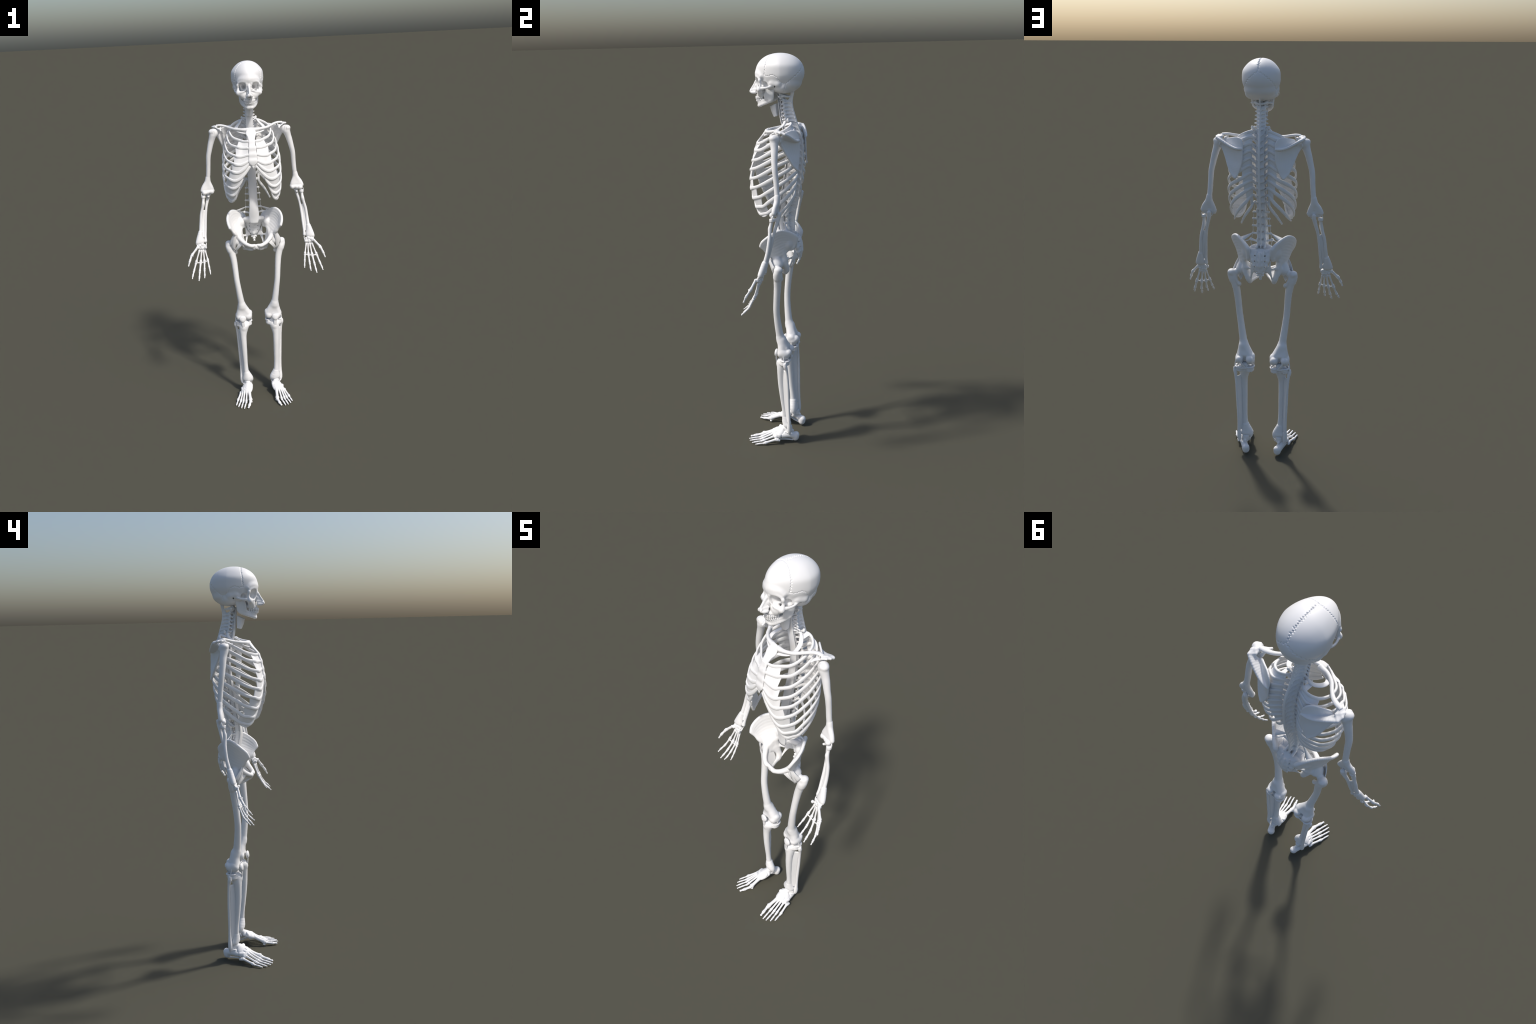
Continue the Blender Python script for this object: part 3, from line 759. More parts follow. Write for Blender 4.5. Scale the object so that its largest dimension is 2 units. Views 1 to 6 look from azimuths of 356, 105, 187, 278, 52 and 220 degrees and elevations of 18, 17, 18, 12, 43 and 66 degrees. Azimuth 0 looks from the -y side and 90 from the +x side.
for k, (rb, ct) in enumerate(zip(RIBS, CARTS)):
    if k == 0:
        w = [(.0065, .0035), (.006, .0035), (.0085, .0032), (.0095, .0032), (.0092, .0032), (.0088, .0036)]
    elif k == 1:
        w = [(.0038, .005), (.0045, .0062)] + [(.0052, .0072)] * (len(rb) - 3) + [(.0050, .0080)]
    elif k < 10:
        w = [(.0042, .0058), (.0050, .0072)] + [(.0050, .0090)] * (len(rb) - 4) + [(.0048, .0080), (.0053, .0082)]
    elif k == 10:
        w = [(.0042, .0055), (.0042, .0062), (.0048, .0086), (.0047, .0082), (.0038, .0056), (.0028, .0035)]
    else:
        w = [(.0040, .0050), (.0040, .0055), (.0046, .0072), (.0046, .0068), (.0036, .0048)]
    rows = [(*p, *q) for p, q in zip(rb, w)]
    both("rib", tube(rows, seg=16, n=8, power=2.3), BONE)
    full = list(rb) + list(ct)
    if ct:
        e = np.array(rb[-1]) + (np.array(rb[-1]) - np.array(rb[-2])) * .0
        n = len(ct)
        if k == 0: cw = [(.0085, .0040), (.0080, .0045), (.0085, .0055)]
        else:
            cw = [(.0050, .0082)] + [(.0046, .0078)] * (n - 1) + [(.0044, .0070)]
            if 4 <= k <= 6: cw = [(.0050, .0084)] + [(.0046, .0084)] * (n - 1) + [(.0042, .0060)]
        whole = spline([*rb[-3:], *ct], 8)
        i0 = 16
        cr = np.array([[i / (len(whole) - 1 - i0)] for i in range(len(whole) - i0)])
        cwA = np.array(cw); tt = np.linspace(0, 1, len(cw))
        wid = np.stack([np.interp(cr[:, 0], tt, cwA[:, 0]), np.interp(cr[:, 0], tt, cwA[:, 1])], -1)
        both("rib_cartilage", tube(np.hstack([whole[i0:], wid]), seg=16, n=1, power=2.3, smooth=False), CART)
    FULL.append(resample(spline(full, 10), 400)); NB.append(np.array(rb[-1]))

def arcs(P):
    return np.concatenate([[0], np.cumsum(np.linalg.norm(np.diff(P, axis=0), axis=1))])
def piece(P, s0, s1, n=40):
    L = arcs(P); q = np.linspace(s0, s1, n)
    return np.stack([np.interp(q, L, P[:, k]) for k in range(3)], -1)
def at(P, p):
    return arcs(P)[np.argmin(np.linalg.norm(P - p, axis=1))]

# thin membranes: in front between the cartilages, behind between the rib necks
BEYOND = {1: (.012, .008), 2: (.018, .006), 3: (.020, .006), 4: (.020, .008), 5: (.022, .010), 6: (.030, .012), 7: (.036, .022), 8: (.046, .032)}
for k, (bu, bl) in BEYOND.items():
    U, W = FULL[k], FULL[k + 1]
    eu = arcs(U)[-1] if k < 6 else at(U, W[-1])
    A = piece(U, at(U, NB[k]) - bu, eu); B = piece(W, at(W, NB[k + 1]) - bl, arcs(W)[-1])
    both("rib_membrane", strip(A - V(0, 0, .003), B + V(0, 0, .003), 8, .0014), LIGA)
A = piece(FULL[9], at(FULL[9], NB[9]) - .030, arcs(FULL[9])[-1])
low = resample(spline([(.148, .002, 1.268), (.141, -.020, 1.250), (.131, -.036, 1.2435), (.119, -.049, 1.245), (.108, -.060, 1.257), (.101, -.070, 1.275), (.097, -.078, 1.297)], 8), 40)
both("rib_membrane", strip(A, low, 6, .0020), LIGA)
for k in range(0, 11):
    U, W = FULL[k], FULL[k + 1]
    sa = .026 if k else .030
    ext = [.048, .108, .104, .094, .084, .082, .080, .078, .074, .066, .045][k]
    A = piece(U, sa, ext); B = piece(W, sa, ext + .004)
    both("rib_membrane", strip(A - V(0, 0, .003) + V(0, -.001, 0), B + V(0, -.001, .003), 6, .0014), LIGA)

# breastbone
st = [(0, -.0375, 1.6480, .0150, .0060), (0, -.0440, 1.6400, .0215, .0068), (0, -.0520, 1.6290, .0275, .0066), (0, -.0590, 1.6200, .0280, .0060), (0, -.0720, 1.6060, .0205, .0056), (0, -.0870, 1.5875, .0175, .0062)]
single("breastbone", tube(st, up=(0, -1, .6), seg=28, n=6, cap=3, power=3.2), BONE)
st = [(0, -.0885, 1.5855, .0178, .0062), (0, -.0945, 1.5690, .0180, .0050), (0, -.1005, 1.5510, .0215, .0064), (0, -.1035, 1.5340, .0205, .0050), (0, -.1075, 1.5160, .0235, .0066),
      (0, -.1095, 1.5000, .0228, .0052), (0, -.1130, 1.4830, .0243, .0066), (0, -.1135, 1.4700, .0210, .0058), (0, -.1135, 1.4615, .0125, .0046)]
single("breastbone", tube(st, up=(0, -1, .2), seg=28, n=5, cap=3, power=3.2), BONE)
single("breastbone_tip", tube([(0, -.1125, 1.462, .0090, .0038), (0, -.1135, 1.452, .0068, .0034), (0, -.113, 1.443, .0030, .0024)], up=(0, -1, 0), seg=14, n=4), CART)
# ----------------------------------------------------------------------------
# shoulder girdle and arms (left side built, right side mirrored)
# ----------------------------------------------------------------------------
cl = [(.0165, -.038, 1.6405, .0120, .0125), (.028, -.0365, 1.641, .0110, .0105), (.052, -.033, 1.6435, .0080, .0078), (.086, -.014, 1.646, .0073, .0073), (.112, .016, 1.6515, .0072, .0070),
      (.137, .039, 1.6590, .0085, .0064), (.160, .050, 1.6635, .0100, .0058), (.181, .054, 1.6630, .0088, .0052)]
both("collarbone", tube(cl, seg=20, n=8, cap=4), BONE)

F = Field((.062, -.005, 1.460), (.225, .150, 1.685), .0015)
infra = [[(.0770, .1310, 1.606), (.0760, .1325, 1.576), (.0785, .1325, 1.548), (.0865, .1325, 1.520), (.0985, .1310, 1.490), (.1075, .1295, 1.475)],
         [(.1180, .1060, 1.608), (.1150, .1085, 1.573), (.1125, .1130, 1.546), (.1140, .1200, 1.519), (.1145, .1255, 1.489), (.1120, .1285, 1.4735)],
         [(.1740, .0665, 1.608), (.1680, .0750, 1.582), (.1570, .0880, 1.554), (.1470, .1010, 1.526), (.1320, .1160, 1.494), (.1165, .1270, 1.4760)]]
F.patch(infra, [[.0028] * 5 + [.0040], [.0020] * 5 + [.0040], [.0036] * 5 + [.0042]], 4, .002)
supra = [[(.0770, .1310, 1.606), (.0980, .1180, 1.606), (.1200, .1040, 1.609), (.1450, .0870, 1.616), (.1700, .0690, 1.622)],
         [(.0755, .1280, 1.618), (.0920, .1170, 1.630), (.1120, .1050, 1.633), (.1360, .0890, 1.635), (.1620, .0720, 1.635)],
         [(.0765, .1250, 1.631), (.0865, .1160, 1.6490), (.1050, .1030, 1.6535), (.1280, .0900, 1.6500), (.1530, .0750, 1.6440)]]
F.patch(supra, [[.0030] * 5, [.0022] * 5, [.0026] * 5], 4, .003)
F.path([(.1120, .1285, 1.475, .0045), (.1320, .1160, 1.494, .0048), (.1470, .1010, 1.526, .0050), (.1570, .0880, 1.554, .0052), (.1680, .0750, 1.582, .0060), (.1780, .0640, 1.605, .009)], .005)
F.tri((.122, .1030, 1.609), (.174, .0665, 1.608), (.165, .0740, 1.624), .0028, .0034, .0030, .003)
F.tri((.174, .0665, 1.608), (.165, .0740, 1.624), (.180, .0600, 1.622), .0040, .0040, .0060, .004)
F.ell((.1850, .0570, 1.618), (.0085, .015, .020), .010, rot=((.9, -.35, .1), (0, 0, 1)))
crest = [V(.0775, .1325, 1.606), V(.100, .130, 1.606), V(.125, .124, 1.612), V(.150, .116, 1.624), V(.176, .105, 1.638), V(.198, .094, 1.648)]
root = [V(.079, .1295, 1.606), V(.100, .1170, 1.606), V(.122, .1030, 1.610), V(.145, .0870, 1.617), V(.163, .0760, 1.625), V(.178, .0820, 1.643)]
F.patch([crest, [(p + q) / 2 + V(0, 0, .001) for p, q in zip(crest, root)], root], [[.0034, .0038, .0046, .0048, .0052, .0058], [.0030] * 6, [.0032] * 6], 3, .004)
acr = [V(.2000, .0920, 1.6495), V(.2045, .0740, 1.6545), V(.2000, .0560, 1.6575), V(.1890, .0425, 1.6575), V(.1790, .0520, 1.6605), V(.1800, .0780, 1.6540)]
F.fan(V(.192, .068, 1.655), acr, .0048, [.0052, .0040, .0038, .0036, .0042, .0042], .005, close=True)
F.path([(.172, .058, 1.632, .0085), (.168, .045, 1.645, .0072), (.164, .030, 1.645, .0060), (.161, .016, 1.638, .0050)], .006)
F.cap((.166, .030, 1.646), (.188, .046, 1.655), .0026, .0026, .002, flat=((0, 0, 1), 1.4))
F.cap((.163, .020, 1.642), (.188, .043, 1.654), .0026, .0026, .002, flat=((0, 0, 1), 1.4))
F.cap((.160, .042, 1.644), (.156, .049, 1.660), .0036, .0036, .002)
both("shoulder_blade", F.mesh(2), BONE)

F = Field((.155, .005, 1.27), (.305, .095, 1.665), .0016)
F.ell((.198, .047, 1.624), (.0235, .0235, .0235), .006)
F.ell((.211, .041, 1.631), (.0165, .0175, .0150), .008)
F.ell((.202, .028, 1.634), (.0085, .0070, .0110), .006)
F.path([(.206, .044, 1.612, .0200), (.2135, .047, 1.588, .0172), (.2205, .0485, 1.566, .0160), (.2305, .050, 1.526, .0142), (.2375, .053, 1.494, .0134),
        (.2415, .059, 1.440, .0124), (.2445, .062, 1.400, .0122), (.2480, .0645, 1.370, .0120)], .006, n=5)
F.patch([[(.2475, .0645, 1.372), (.2450, .0640, 1.350), (.2350, .0610, 1.325), (.2270, .0590, 1.303)], [(.2490, .0645, 1.372), (.2510, .0640, 1.350), (.2520, .0600, 1.325), (.2530, .0570, 1.303)], [(.2500, .0645, 1.372), (.2570, .0635, 1.350), (.2750, .0590, 1.325), (.2845, .0555, 1.303)]],
        [[.0080, .0082, .0080, .0078], [.0085, .0085, .0065, .0070], [.0080, .0082, .0078, .0082]], 3, .006)
F.ell((.2245, .0605, 1.2985), (.0090, .0080, .0090), .005); F.ell((.2845, .0560, 1.2995), (.0088, .0085, .0095), .005)
F.path([(.2310, .0540, 1.2925, .0125), (.2440, .0530, 1.2945, .0105), (.2570, .0510, 1.2915, .0120)], .004)
F.ell((.2730, .0460, 1.2900), (.0135, .0135, .0128), .005)
F.ell((.2505, .0735, 1.306), (.011, .0065, .010), .005, cut=True)
F.ell((.2505, .0405, 1.309), (.009, .005, .007), .005, cut=True)
F.cap((.1985, .0225, 1.652), (.2035, .020, 1.590), .0022, .0022, .002, cut=True)
both("upper_arm_bone", F.mesh(1), BONE)

F = Field((.235, -.015, .995), (.300, .095, 1.305), .0015)
F.path([(.2505, .0745, 1.292, .0085), (.2515, .0710, 1.276, .0095), (.2575, .0640, 1.250, .0088), (.2690, .0525, 1.205, .0074), (.2765, .0400, 1.145, .0068), (.2805, .0270, 1.090, .0064), (.2850, .0140, 1.040, .0068), (.2865, .0085, 1.018, .0092)], .004)
F.ell((.2505, .0720, 1.289), (.0100, .0090, .0110), .004)
F.cap((.255, .0600, 1.264), (.2520, .0420, 1.268), .0085, .0055, .005)
F.ell((.2490, .0505, 1.283), (.014, .0115, .0115), .004, cut=True)
F.cap((.2855, .009, 1.018), (.2845, .0115, 1.007), .0045, .0030, .003)
ULNA = both("ulna", F.mesh(1), BONE)

F = Field((.265, -.025, .995), (.355, .065, 1.290), .0015)
F.drum((.2810, .0465, 1.2690), .0122, .0122, .0065, (0, 0, 1), .003)
F.path([(.2815, .0450, 1.2620, .0082), (.2830, .0410, 1.2450, .0078), (.2845, .0375, 1.2300, .0094), (.2905, .0370, 1.2050, .0080), (.3000, .0350, 1.1700, .0080), (.3060, .0285, 1.1200, .0084), (.3100, .0180, 1.0780, .0094), (.3125, .0130, 1.0600, .0094)], .006)
F.patch([[(.3110, .0150, 1.068), (.3070, .0070, 1.038), (.3020, .0010, 1.0150)], [(.3118, .0148, 1.068), (.3165, .0060, 1.038), (.3180, -.0005, 1.0150)], [(.3126, .0145, 1.068), (.3245, .0050, 1.038), (.3325, -.0030, 1.0140)]],
        [[.0080, .0084, .0085], [.0085, .0100, .0105], [.0080, .0082, .0082]], 3, .006)
F.cap((.3335, -.0035, 1.015), (.3380, -.0060, 1.0075), .0075, .0042, .004)
RADIUS = both("radius", F.mesh(1), BONE)
ia = spline([(.277, .046, 1.190), (.2830, .0360, 1.130), (.2880, .0220, 1.075), (.2900, .0120, 1.040)], 8)
ib = spline([(.2890, .0370, 1.195), (.2985, .0310, 1.130), (.3030, .0190, 1.075), (.3030, .0090, 1.040)], 8)
both("forearm_membrane", strip(ia, ib, 6, .0020), LIGA)

# elbow ligaments
both("elbow_ligament", tube([(.226, .058, 1.294, .004, .002), (.240, .062, 1.276, .005, .0018), (.254, .060, 1.258, .004, .0015)], up=(-1, 0, 0), seg=10, n=4), LIGA)
both("elbow_ligament", tube([(.2865, .054, 1.294, .003, .0018), (.2915, .050, 1.278, .004, .0018), (.289, .050, 1.262, .003, .0015)], up=(1, 0, 0), seg=10, n=4), LIGA)

# hand -----------------------------------------------------------------------
def small_bone(a, b, r0, rs, r1, palm=V(0, -1, -.3), flat=.85, knob=.12, tip=False):
    a, b = np.asarray(a, float), np.asarray(b, float); d = b - a; L = np.linalg.norm(d)
    prof = [(0, .78 * r0), (knob * .5, r0), (knob * 1.3, r0 * .80), (.32, rs * 1.08), (.56, rs), (.77, rs * 1.12), (.89, r1), (.96, r1 * .92), (1.0, r1 * .66)]
    if tip:
        prof = [(0, .72 * r0), (.08, r0), (.25, r0 * .8), (.5, rs), (.75, rs * .92), (.9, r1), (1.0, r1 * .7)]
    rows = [(*(a + d * t), r, r * flat) for t, r in prof]
    return tube(rows, up=palm, seg=12, n=3, cap=2)

def pebble(c, r, seed, rot=0.0):
    """a small many-sided wrist or ankle bone"""
    q = np.random.default_rng(seed)
    n, m = 10, 16
    th = np.linspace(0, math.pi, n)[1:-1]; ph = np.linspace(0, 2 * math.pi, m, endpoint=False)
    d = np.stack([np.outer(np.sin(th), np.cos(ph)), np.outer(np.sin(th), np.sin(ph)), np.outer(np.cos(th), np.ones(m))], -1).reshape(-1, 3)
    d = np.vstack([d, [0, 0, 1], [0, 0, -1]])
    e = np.abs(d) ** 3; s = 1 / np.maximum(e.sum(1) ** (1 / 3), 1e-6)
    for _ in range(5):
        w = unit(q.normal(size=3)); s *= 1 + .10 * np.tanh(4 * (d @ w)) * q.uniform(-1, 1)
    v = d * s[:, None] * np.asarray(r)
    cr, sr = math.cos(rot), math.sin(rot)
    v = v @ np.array([[cr, sr, 0], [-sr, cr, 0], [0, 0, 1]]) + np.asarray(c)
    f = []
    k = n - 2
    for i in range(k - 1):
        for j in range(m): f.append([i * m + j, (i + 1) * m + j, (i + 1) * m + (j + 1) % m, i * m + (j + 1) % m])
    t, b = k * m, k * m + 1
    for j in range(m):
        f.append([t, j, (j + 1) % m, (j + 1) % m]); f.append([b, (k - 1) * m + (j + 1) % m, (k - 1) * m + j, (k - 1) * m + j])
    f = np.array(f)
    return v, fix_out(v, f)

FINGERS = {
 "little": [(.2930, -.0085, .9720), (.2800, -.0345, .9130), (.2750, -.0555, .8780), (.2715, -.0700, .8580), (.2700, -.0805, .8445)],
 "ring":   [(.3020, -.0105, .9710), (.3005, -.0310, .9060), (.3030, -.0570, .8650), (.3035, -.0800, .8405), (.3050, -.0955, .8295)],
 "middle": [(.3120, -.0125, .9710), (.3225, -.0315, .9030), (.3310, -.0580, .8560), (.3350, -.0820, .8305), (.3380, -.0965, .8155)],
 "index":  [(.3245, -.0140, .9715), (.3485, -.0315, .9040), (.3640, -.0525, .8600), (.3715, -.0725, .8405), (.3750, -.0865, .8265)]}
THUMB = [(.3330, -.0230, .9930), (.3705, -.0410, .9510), (.3825, -.0585, .9240), (.3920, -.0695, .8970)]
carpals = [((.3225, -.0080, .9985), (.0125, .0085, .0085), .3), ((.3070, -.0060, 1.0000), (.0088, .0100, .0085), .2), ((.2945, -.0030, .9970), (.0092, .0088, .0080), 0), ((.2880, -.0200, .9880), (.0064, .0066, .0070), 0),
           ((.3305, -.0165, .9905), (.0088, .0085, .0085), .4), ((.3235, -.0110, .9830), (.0078, .0085, .0075), .2), ((.3110, -.0090, .9840), (.0085, .0095, .0115), .1), ((.2975, -.0080, .9835), (.0095, .0095, .0090), 0)]
HANDS = []
HC = [pebble(c, r, 20 + i, w) for i, (c, r, w) in enumerate(carpals)]
core = Field((.272, -.035, .960), (.352, .015, 1.015), .0013)
core.path([(.290, -.002, .992, .0055), (.306, -.0045, .993, .0065), (.322, -.009, .991, .0060), (.331, -.0150, .990, .0045)], .003)
core.path([(.2925, -.007, .9775, .0050), (.306, -.0085, .9785, .0055), (.321, -.0105, .9785, .0050)], .003)
core.path([(.283, .004, 1.008, .0022), (.2835, -.003, .995, .0024), (.289, -.008, .982, .0024)], .002)
core.path([(.338, -.006, 1.008, .0022), (.334, -.013, .997, .0026)], .002)
core.path([(.318, -.008, 1.010, .0024), (.312, -.012, .995, .0028), (.304, -.014, .985, .0024)], .002)
HL, HR = both("hand", core.mesh(1), LIGA)
for c in HC: both("wrist_bone", c, BONE, (HL, HR))
for nm, P in FINGERS.items():
    k = {"little": .88, "ring": .95, "middle": 1.04, "index": 1.0}[nm]
    P = [V(*p) for p in P]
    both("palm_bone", small_bone(P[0], P[1], .0070 * k, .0042 * k, .0078 * k), BONE, (HL, HR))
    for i, (r0, rs, r1) in enumerate([(.0076, .0046, .0063), (.0066, .0040, .0055), (.0054, .0028, .0037)]):
        d = unit(P[i + 2] - P[i + 1])
        both("finger_bone", small_bone(P[i + 1] + d * .0012, P[i + 2] - d * .0004, r0 * k, rs * k, r1 * k, palm=V(0, -1, .4), tip=(i == 2)), BONE, (HL, HR))
P = [V(*p) for p in THUMB]
both("palm_bone", small_bone(P[0], P[1], .0082, .0062, .0086, palm=V(.5, 1, 0)), BONE, (HL, HR))
both("finger_bone", small_bone(P[1], P[2], .0082, .0056, .0070, palm=V(.5, 1, 0)), BONE, (HL, HR))
both("finger_bone", small_bone(P[2], P[3], .0070, .0042, .0042, palm=V(.5, 1, 0), tip=True), BONE, (HL, HR))
both("finger_bone", pebble((.3645, -.0490, .9510), (.0042, .0036, .0050), 51), BONE, (HL, HR))
names = ["little", "ring", "middle", "index"]
for a, b in zip(names[:-1], names[1:]):
    p, q = V(*FINGERS[a][1]), V(*FINGERS[b][1])
    both("palm_ligament", tube([(*(p + (q - p) * .2 + V(0, -.0035, 0)), .0022, .0035), (*(p + (q - p) * .5 + V(0, -.0045, 0)), .0018, .0032), (*(p + (q - p) * .8 + V(0, -.0035, 0)), .0022, .0035)], seg=8, n=3), LIGA, (HL, HR))
# ----------------------------------------------------------------------------
# hips, legs and feet
# ----------------------------------------------------------------------------
F = Field((-.004, -.065, .920), (.175, .140, 1.200), .0018)
blade = [[(.1445, -.0490, 1.0990), (.1330, -.0345, 1.0800), (.1190, -.0205, 1.0570)], [(.1520, -.0380, 1.1220), (.1340, -.0190, 1.0870), (.1120, -.0030, 1.0450)], [(.1540, -.0120, 1.1460), (.1310, .0030, 1.0970), (.1030, .0130, 1.0440)],
         [(.1450, .0160, 1.1655), (.1225, .0250, 1.1080), (.0960, .0290, 1.0480)], [(.1260, .0430, 1.1755), (.1085, .0460, 1.1170), (.0880, .0450, 1.0560)], [(.1000, .0700, 1.1660), (.0920, .0660, 1.1170), (.0800, .0580, 1.0680)],
         [(.0750, .0950, 1.1480), (.0710, .0860, 1.1120), (.0690, .0730, 1.0730)], [(.0560, .1110, 1.1280), (.0550, .1030, 1.0990), (.0580, .0900, 1.0730)]]
F.patch(blade, [[.0068, .0052, .0085], [.0064, .0040, .0110], [.0062, .0038, .0130], [.0062, .0038, .0130], [.0066, .0042, .0120], [.0068, .0055, .0105], [.0080, .0075, .0090], [.0095, .0090, .0085]], 4, .003)
F.path([(.058, .096, 1.080, .0085), (.0585, .086, 1.068, .0080), (.068, .073, 1.070, .0080), (.079, .058, 1.060, .011)], .006)
F.ell((.104, .020, 1.012), (.024, .027, .029), .010)                      # socket
F.ell((.1035, .022, 1.000), (.0305, .031, .0275), .006)
F.tri((.086, .046, 1.058), (.088, .006, 1.024), (.076, .056, .988), .0125, .0120, .0125, .008)   # inner wall
F.path([(.100, .008, 1.036, .0160), (.082, -.009, 1.014, .0130), (.059, -.029, .996, .0110), (.036, -.041, .9865, .0098), (.022, -.0445, .9835, .0085)], .006)
F.tri((.030, -.041, .984), (.0095, -.0405, .986), (.0100, -.033, .967), .0092, .0085, .0082, .006)
F.path([(.0105, -.031, .966, .0085), (.024, -.010, .953, .0072), (.040, .015, .948, .0072), (.054, .042, .947, .0095)], .005)
F.path([(.0600, .0530, .9470, .0130), (.0640, .0600, .9600, .0150), (.0730, .0580, .9850, .0155), (.0840, .0450, 1.0100, .0180)], .008)
F.ell((.0730, .0680, 1.0980), (.0190, .0210, .0250), .012)
F.path([(.0760, .0610, 1.0200, .0110), (.0620, .0680, 1.0190, .0065), (.0530, .0720, 1.0170, .0032)], .006)
F.path([(.0830, .0490, 1.0500, .0135), (.0800, .0550, 1.0250, .0135), (.0760, .0580, 1.0000, .0135)], .006)
HIP = both("hip_bone", F.mesh(3), BONE)
single("pubic_disc", tube([(-.004, -.0390, .9775, .0085, .0150), (.004, -.0390, .9775, .0085, .0150)], seg=18, n=2, cap=2), CART)
# obturator membrane, pelvic floor ligaments, hip capsule bands
ob_a = spline([(.084, .006, 1.005), (.060, -.016, .988), (.036, -.032, .978), (.020, -.032, .970)], 6)
ob_b = spline([(.078, .040, .985), (.060, .038, .955), (.040, .014, .950), (.024, -.010, .955)], 6)
both("hip_membrane", strip(ob_a, ob_b, 8, .0022), LIGA)
a_ = spline([(.050, .098, 1.070), (.040, .106, 1.045), (.024, .113, 1.015)], 5); b_ = spline([(.056, .068, .962), (.056, .062, .950), (.052, .052, .942)], 5)
t = np.linspace(0, 1, 16)[None, :, None]
pinch = (1 - .55 * np.sin(math.pi * t * .9))
mid_ = (a_.mean(0) * (1 - t) + b_.mean(0) * t); G_ = a_[:, None] * (1 - t) + b_[:, None] * t
both("pelvic_ligament", sheet(mid_ + (G_ - mid_) * pinch, .0022), LIGA)
a_ = spline([(.036, .108, 1.040), (.026, .111, 1.022), (.018, .112, 1.006)], 4); b_ = spline([(.054, .074, 1.021), (.053, .072, 1.017), (.054, .071, 1.013)], 4)
both("pelvic_ligament", strip(a_, b_, 8, .0022), LIGA)

F = Field((.035, -.010, .480), (.190, .105, 1.035), .0018)
F.ell((.099, .0205, 1.000), (.0245, .0245, .0245), .004)
F.path([(.104, .022, .998, .0180), (.122, .026, .989, .0170), (.140, .032, .978, .0180)], .008)
F.path([(.158, .040, .985, .0130), (.1560, .036, .970, .0180), (.148, .033, .945, .0190)], .008)
F.ell((.1530, .0400, .9855), (.0190, .0205, .0165), .006)
F.ell((.1135, .044, .926), (.0095, .0095, .0120), .008)
F.cap((.150, .050, .985), (.118, .048, .930), .0065, .006, .008)
F.path([(.145, .033, .955, .0205), (.137, .031, .920, .0192), (.1305, .0285, .888, .0182), (.1245, .0225, .825, .0166), (.1200, .0185, .764, .0162), (.1140, .0195, .715, .0166), (.1075, .0235, .665, .0178), (.1020, .0280, .625, .0190), (.0980, .0330, .590, .0215)], .008, n=5)
F.tri((.0980, .0330, .600), (.0640, .0480, .545), (.1150, .0450, .540), .0200, .0180, .0170, .012)
F.tri((.0990, .0400, .590), (.0680, .0620, .552), (.1110, .0620, .552), .0190, .0120, .0120, .010)
F.tri((.0990, .0400, .590), (.0600, .0420, .530), (.1180, .0400, .528), .0200, .0180, .0180, .010)
F.path([(.0620, .0400, .520, .0200), (.0610, .0600, .522, .0225), (.0630, .0740, .530, .0195)], .008)
F.path([(.1160, .0380, .518, .0185), (.1170, .0600, .520, .0210), (.1130, .0745, .530, .0180)], .008)
F.ell((.0490, .0540, .541), (.0100, .0150, .0120), .010); F.ell((.1290, .0520, .531), (.0080, .0140, .0120), .010)
F.ell((.0900, .0900, .510), (.0085, .0280, .0250), .008, cut=True)
F.ell((.0950, .0120, .525), (.0090, .0060, .0250), .008, cut=True)
both("thigh_bone", F.mesh(1), BONE)
F = Field((.070, -.015, .48), (.13, .035, .55), .0014)
F.ell((.0985, .0090, .5185), (.0210, .0090, .0190), .004); F.ell((.0985, .0075, .5085), (.0120, .0080, .0130), .006)
both("kneecap", F.mesh(1), BONE)
# hip capsule bands
def web(a, b, th):
    A, B = np.asarray(a, float), np.asarray(b, float)
    t = np.linspace(0, 1, 10)[:, None, None]
    G = A[None] * (1 - t) + B[None] * t
    G = G + np.sin(math.pi * t) * V(.002, -.004, 0)
    return sheet(G, th)
both("hip_ligament", web(spline([(.108, -.016, 1.046), (.114, -.019, 1.050), (.119, -.018, 1.052)], 4), spline([(.118, .012, .945), (.130, .008, .958), (.139, .009, .972)], 4), .0030), LIGA)
both("hip_ligament", web(spline([(.113, -.017, 1.050), (.118, -.016, 1.052), (.123, -.012, 1.053)], 4), spline([(.141, .010, .975), (.147, .014, .985), (.150, .022, .994)], 4), .0030), LIGA)
both("hip_ligament", web(spline([(.070, -.024, .996), (.080, -.014, 1.000), (.090, -.006, 1.004)], 4), spline([(.112, .022, .938), (.116, .016, .944), (.121, .012, .950)], 4), .0030), LIGA)

F = Field((.035, -.005, .065), (.155, .105, .505), .0017)
F.path([(.0620, .0520, .4700, .0165), (.0900, .0440, .4680, .0190), (.1190, .0500, .4680, .0165)], .008)
F.drum((.0645, .0560, .4730), .0215, .0265, .0100, (0, 0, 1), .006); F.drum((.1165, .0550, .4725), .0205, .0255, .0100, (0, 0, 1), .006)
F.cap((.0900, .0560, .476), (.0900, .0560, .487), .0085, .0035, .006)
F.path([(.0920, .0380, .4620, .0300), (.0960, .0350, .4400, .0255), (.0990, .0310, .4050, .0195), (.0985, .0310, .3500, .0170), (.0975, .0350, .2970, .0160), (.0960, .0400, .2400, .0142), (.0948, .0450, .1950, .0136), (.0930, .0485, .1550, .0150), (.0900, .0505, .1300, .0165)], .008, n=5)
F.ell((.0935, .0180, .4560), (.0110, .0100, .0150), .010)
F.patch([[(.0900, .0500, .1400), (.0705, .0530, .1060), (.0625, .0570, .0870)], [(.0905, .0505, .1400), (.0840, .0530, .1060), (.0770, .0580, .0980)], [(.0915, .0510, .1400), (.0990, .0560, .1060), (.1020, .0600, .1000)]], [[.0140, .0140, .0075], [.0145, .0175, .0140], [.0140, .0145, .0125]], 3, .006)
F.cap((.0620, .0570, .0900), (.0605, .0615, .0790), .0075, .0050, .005)
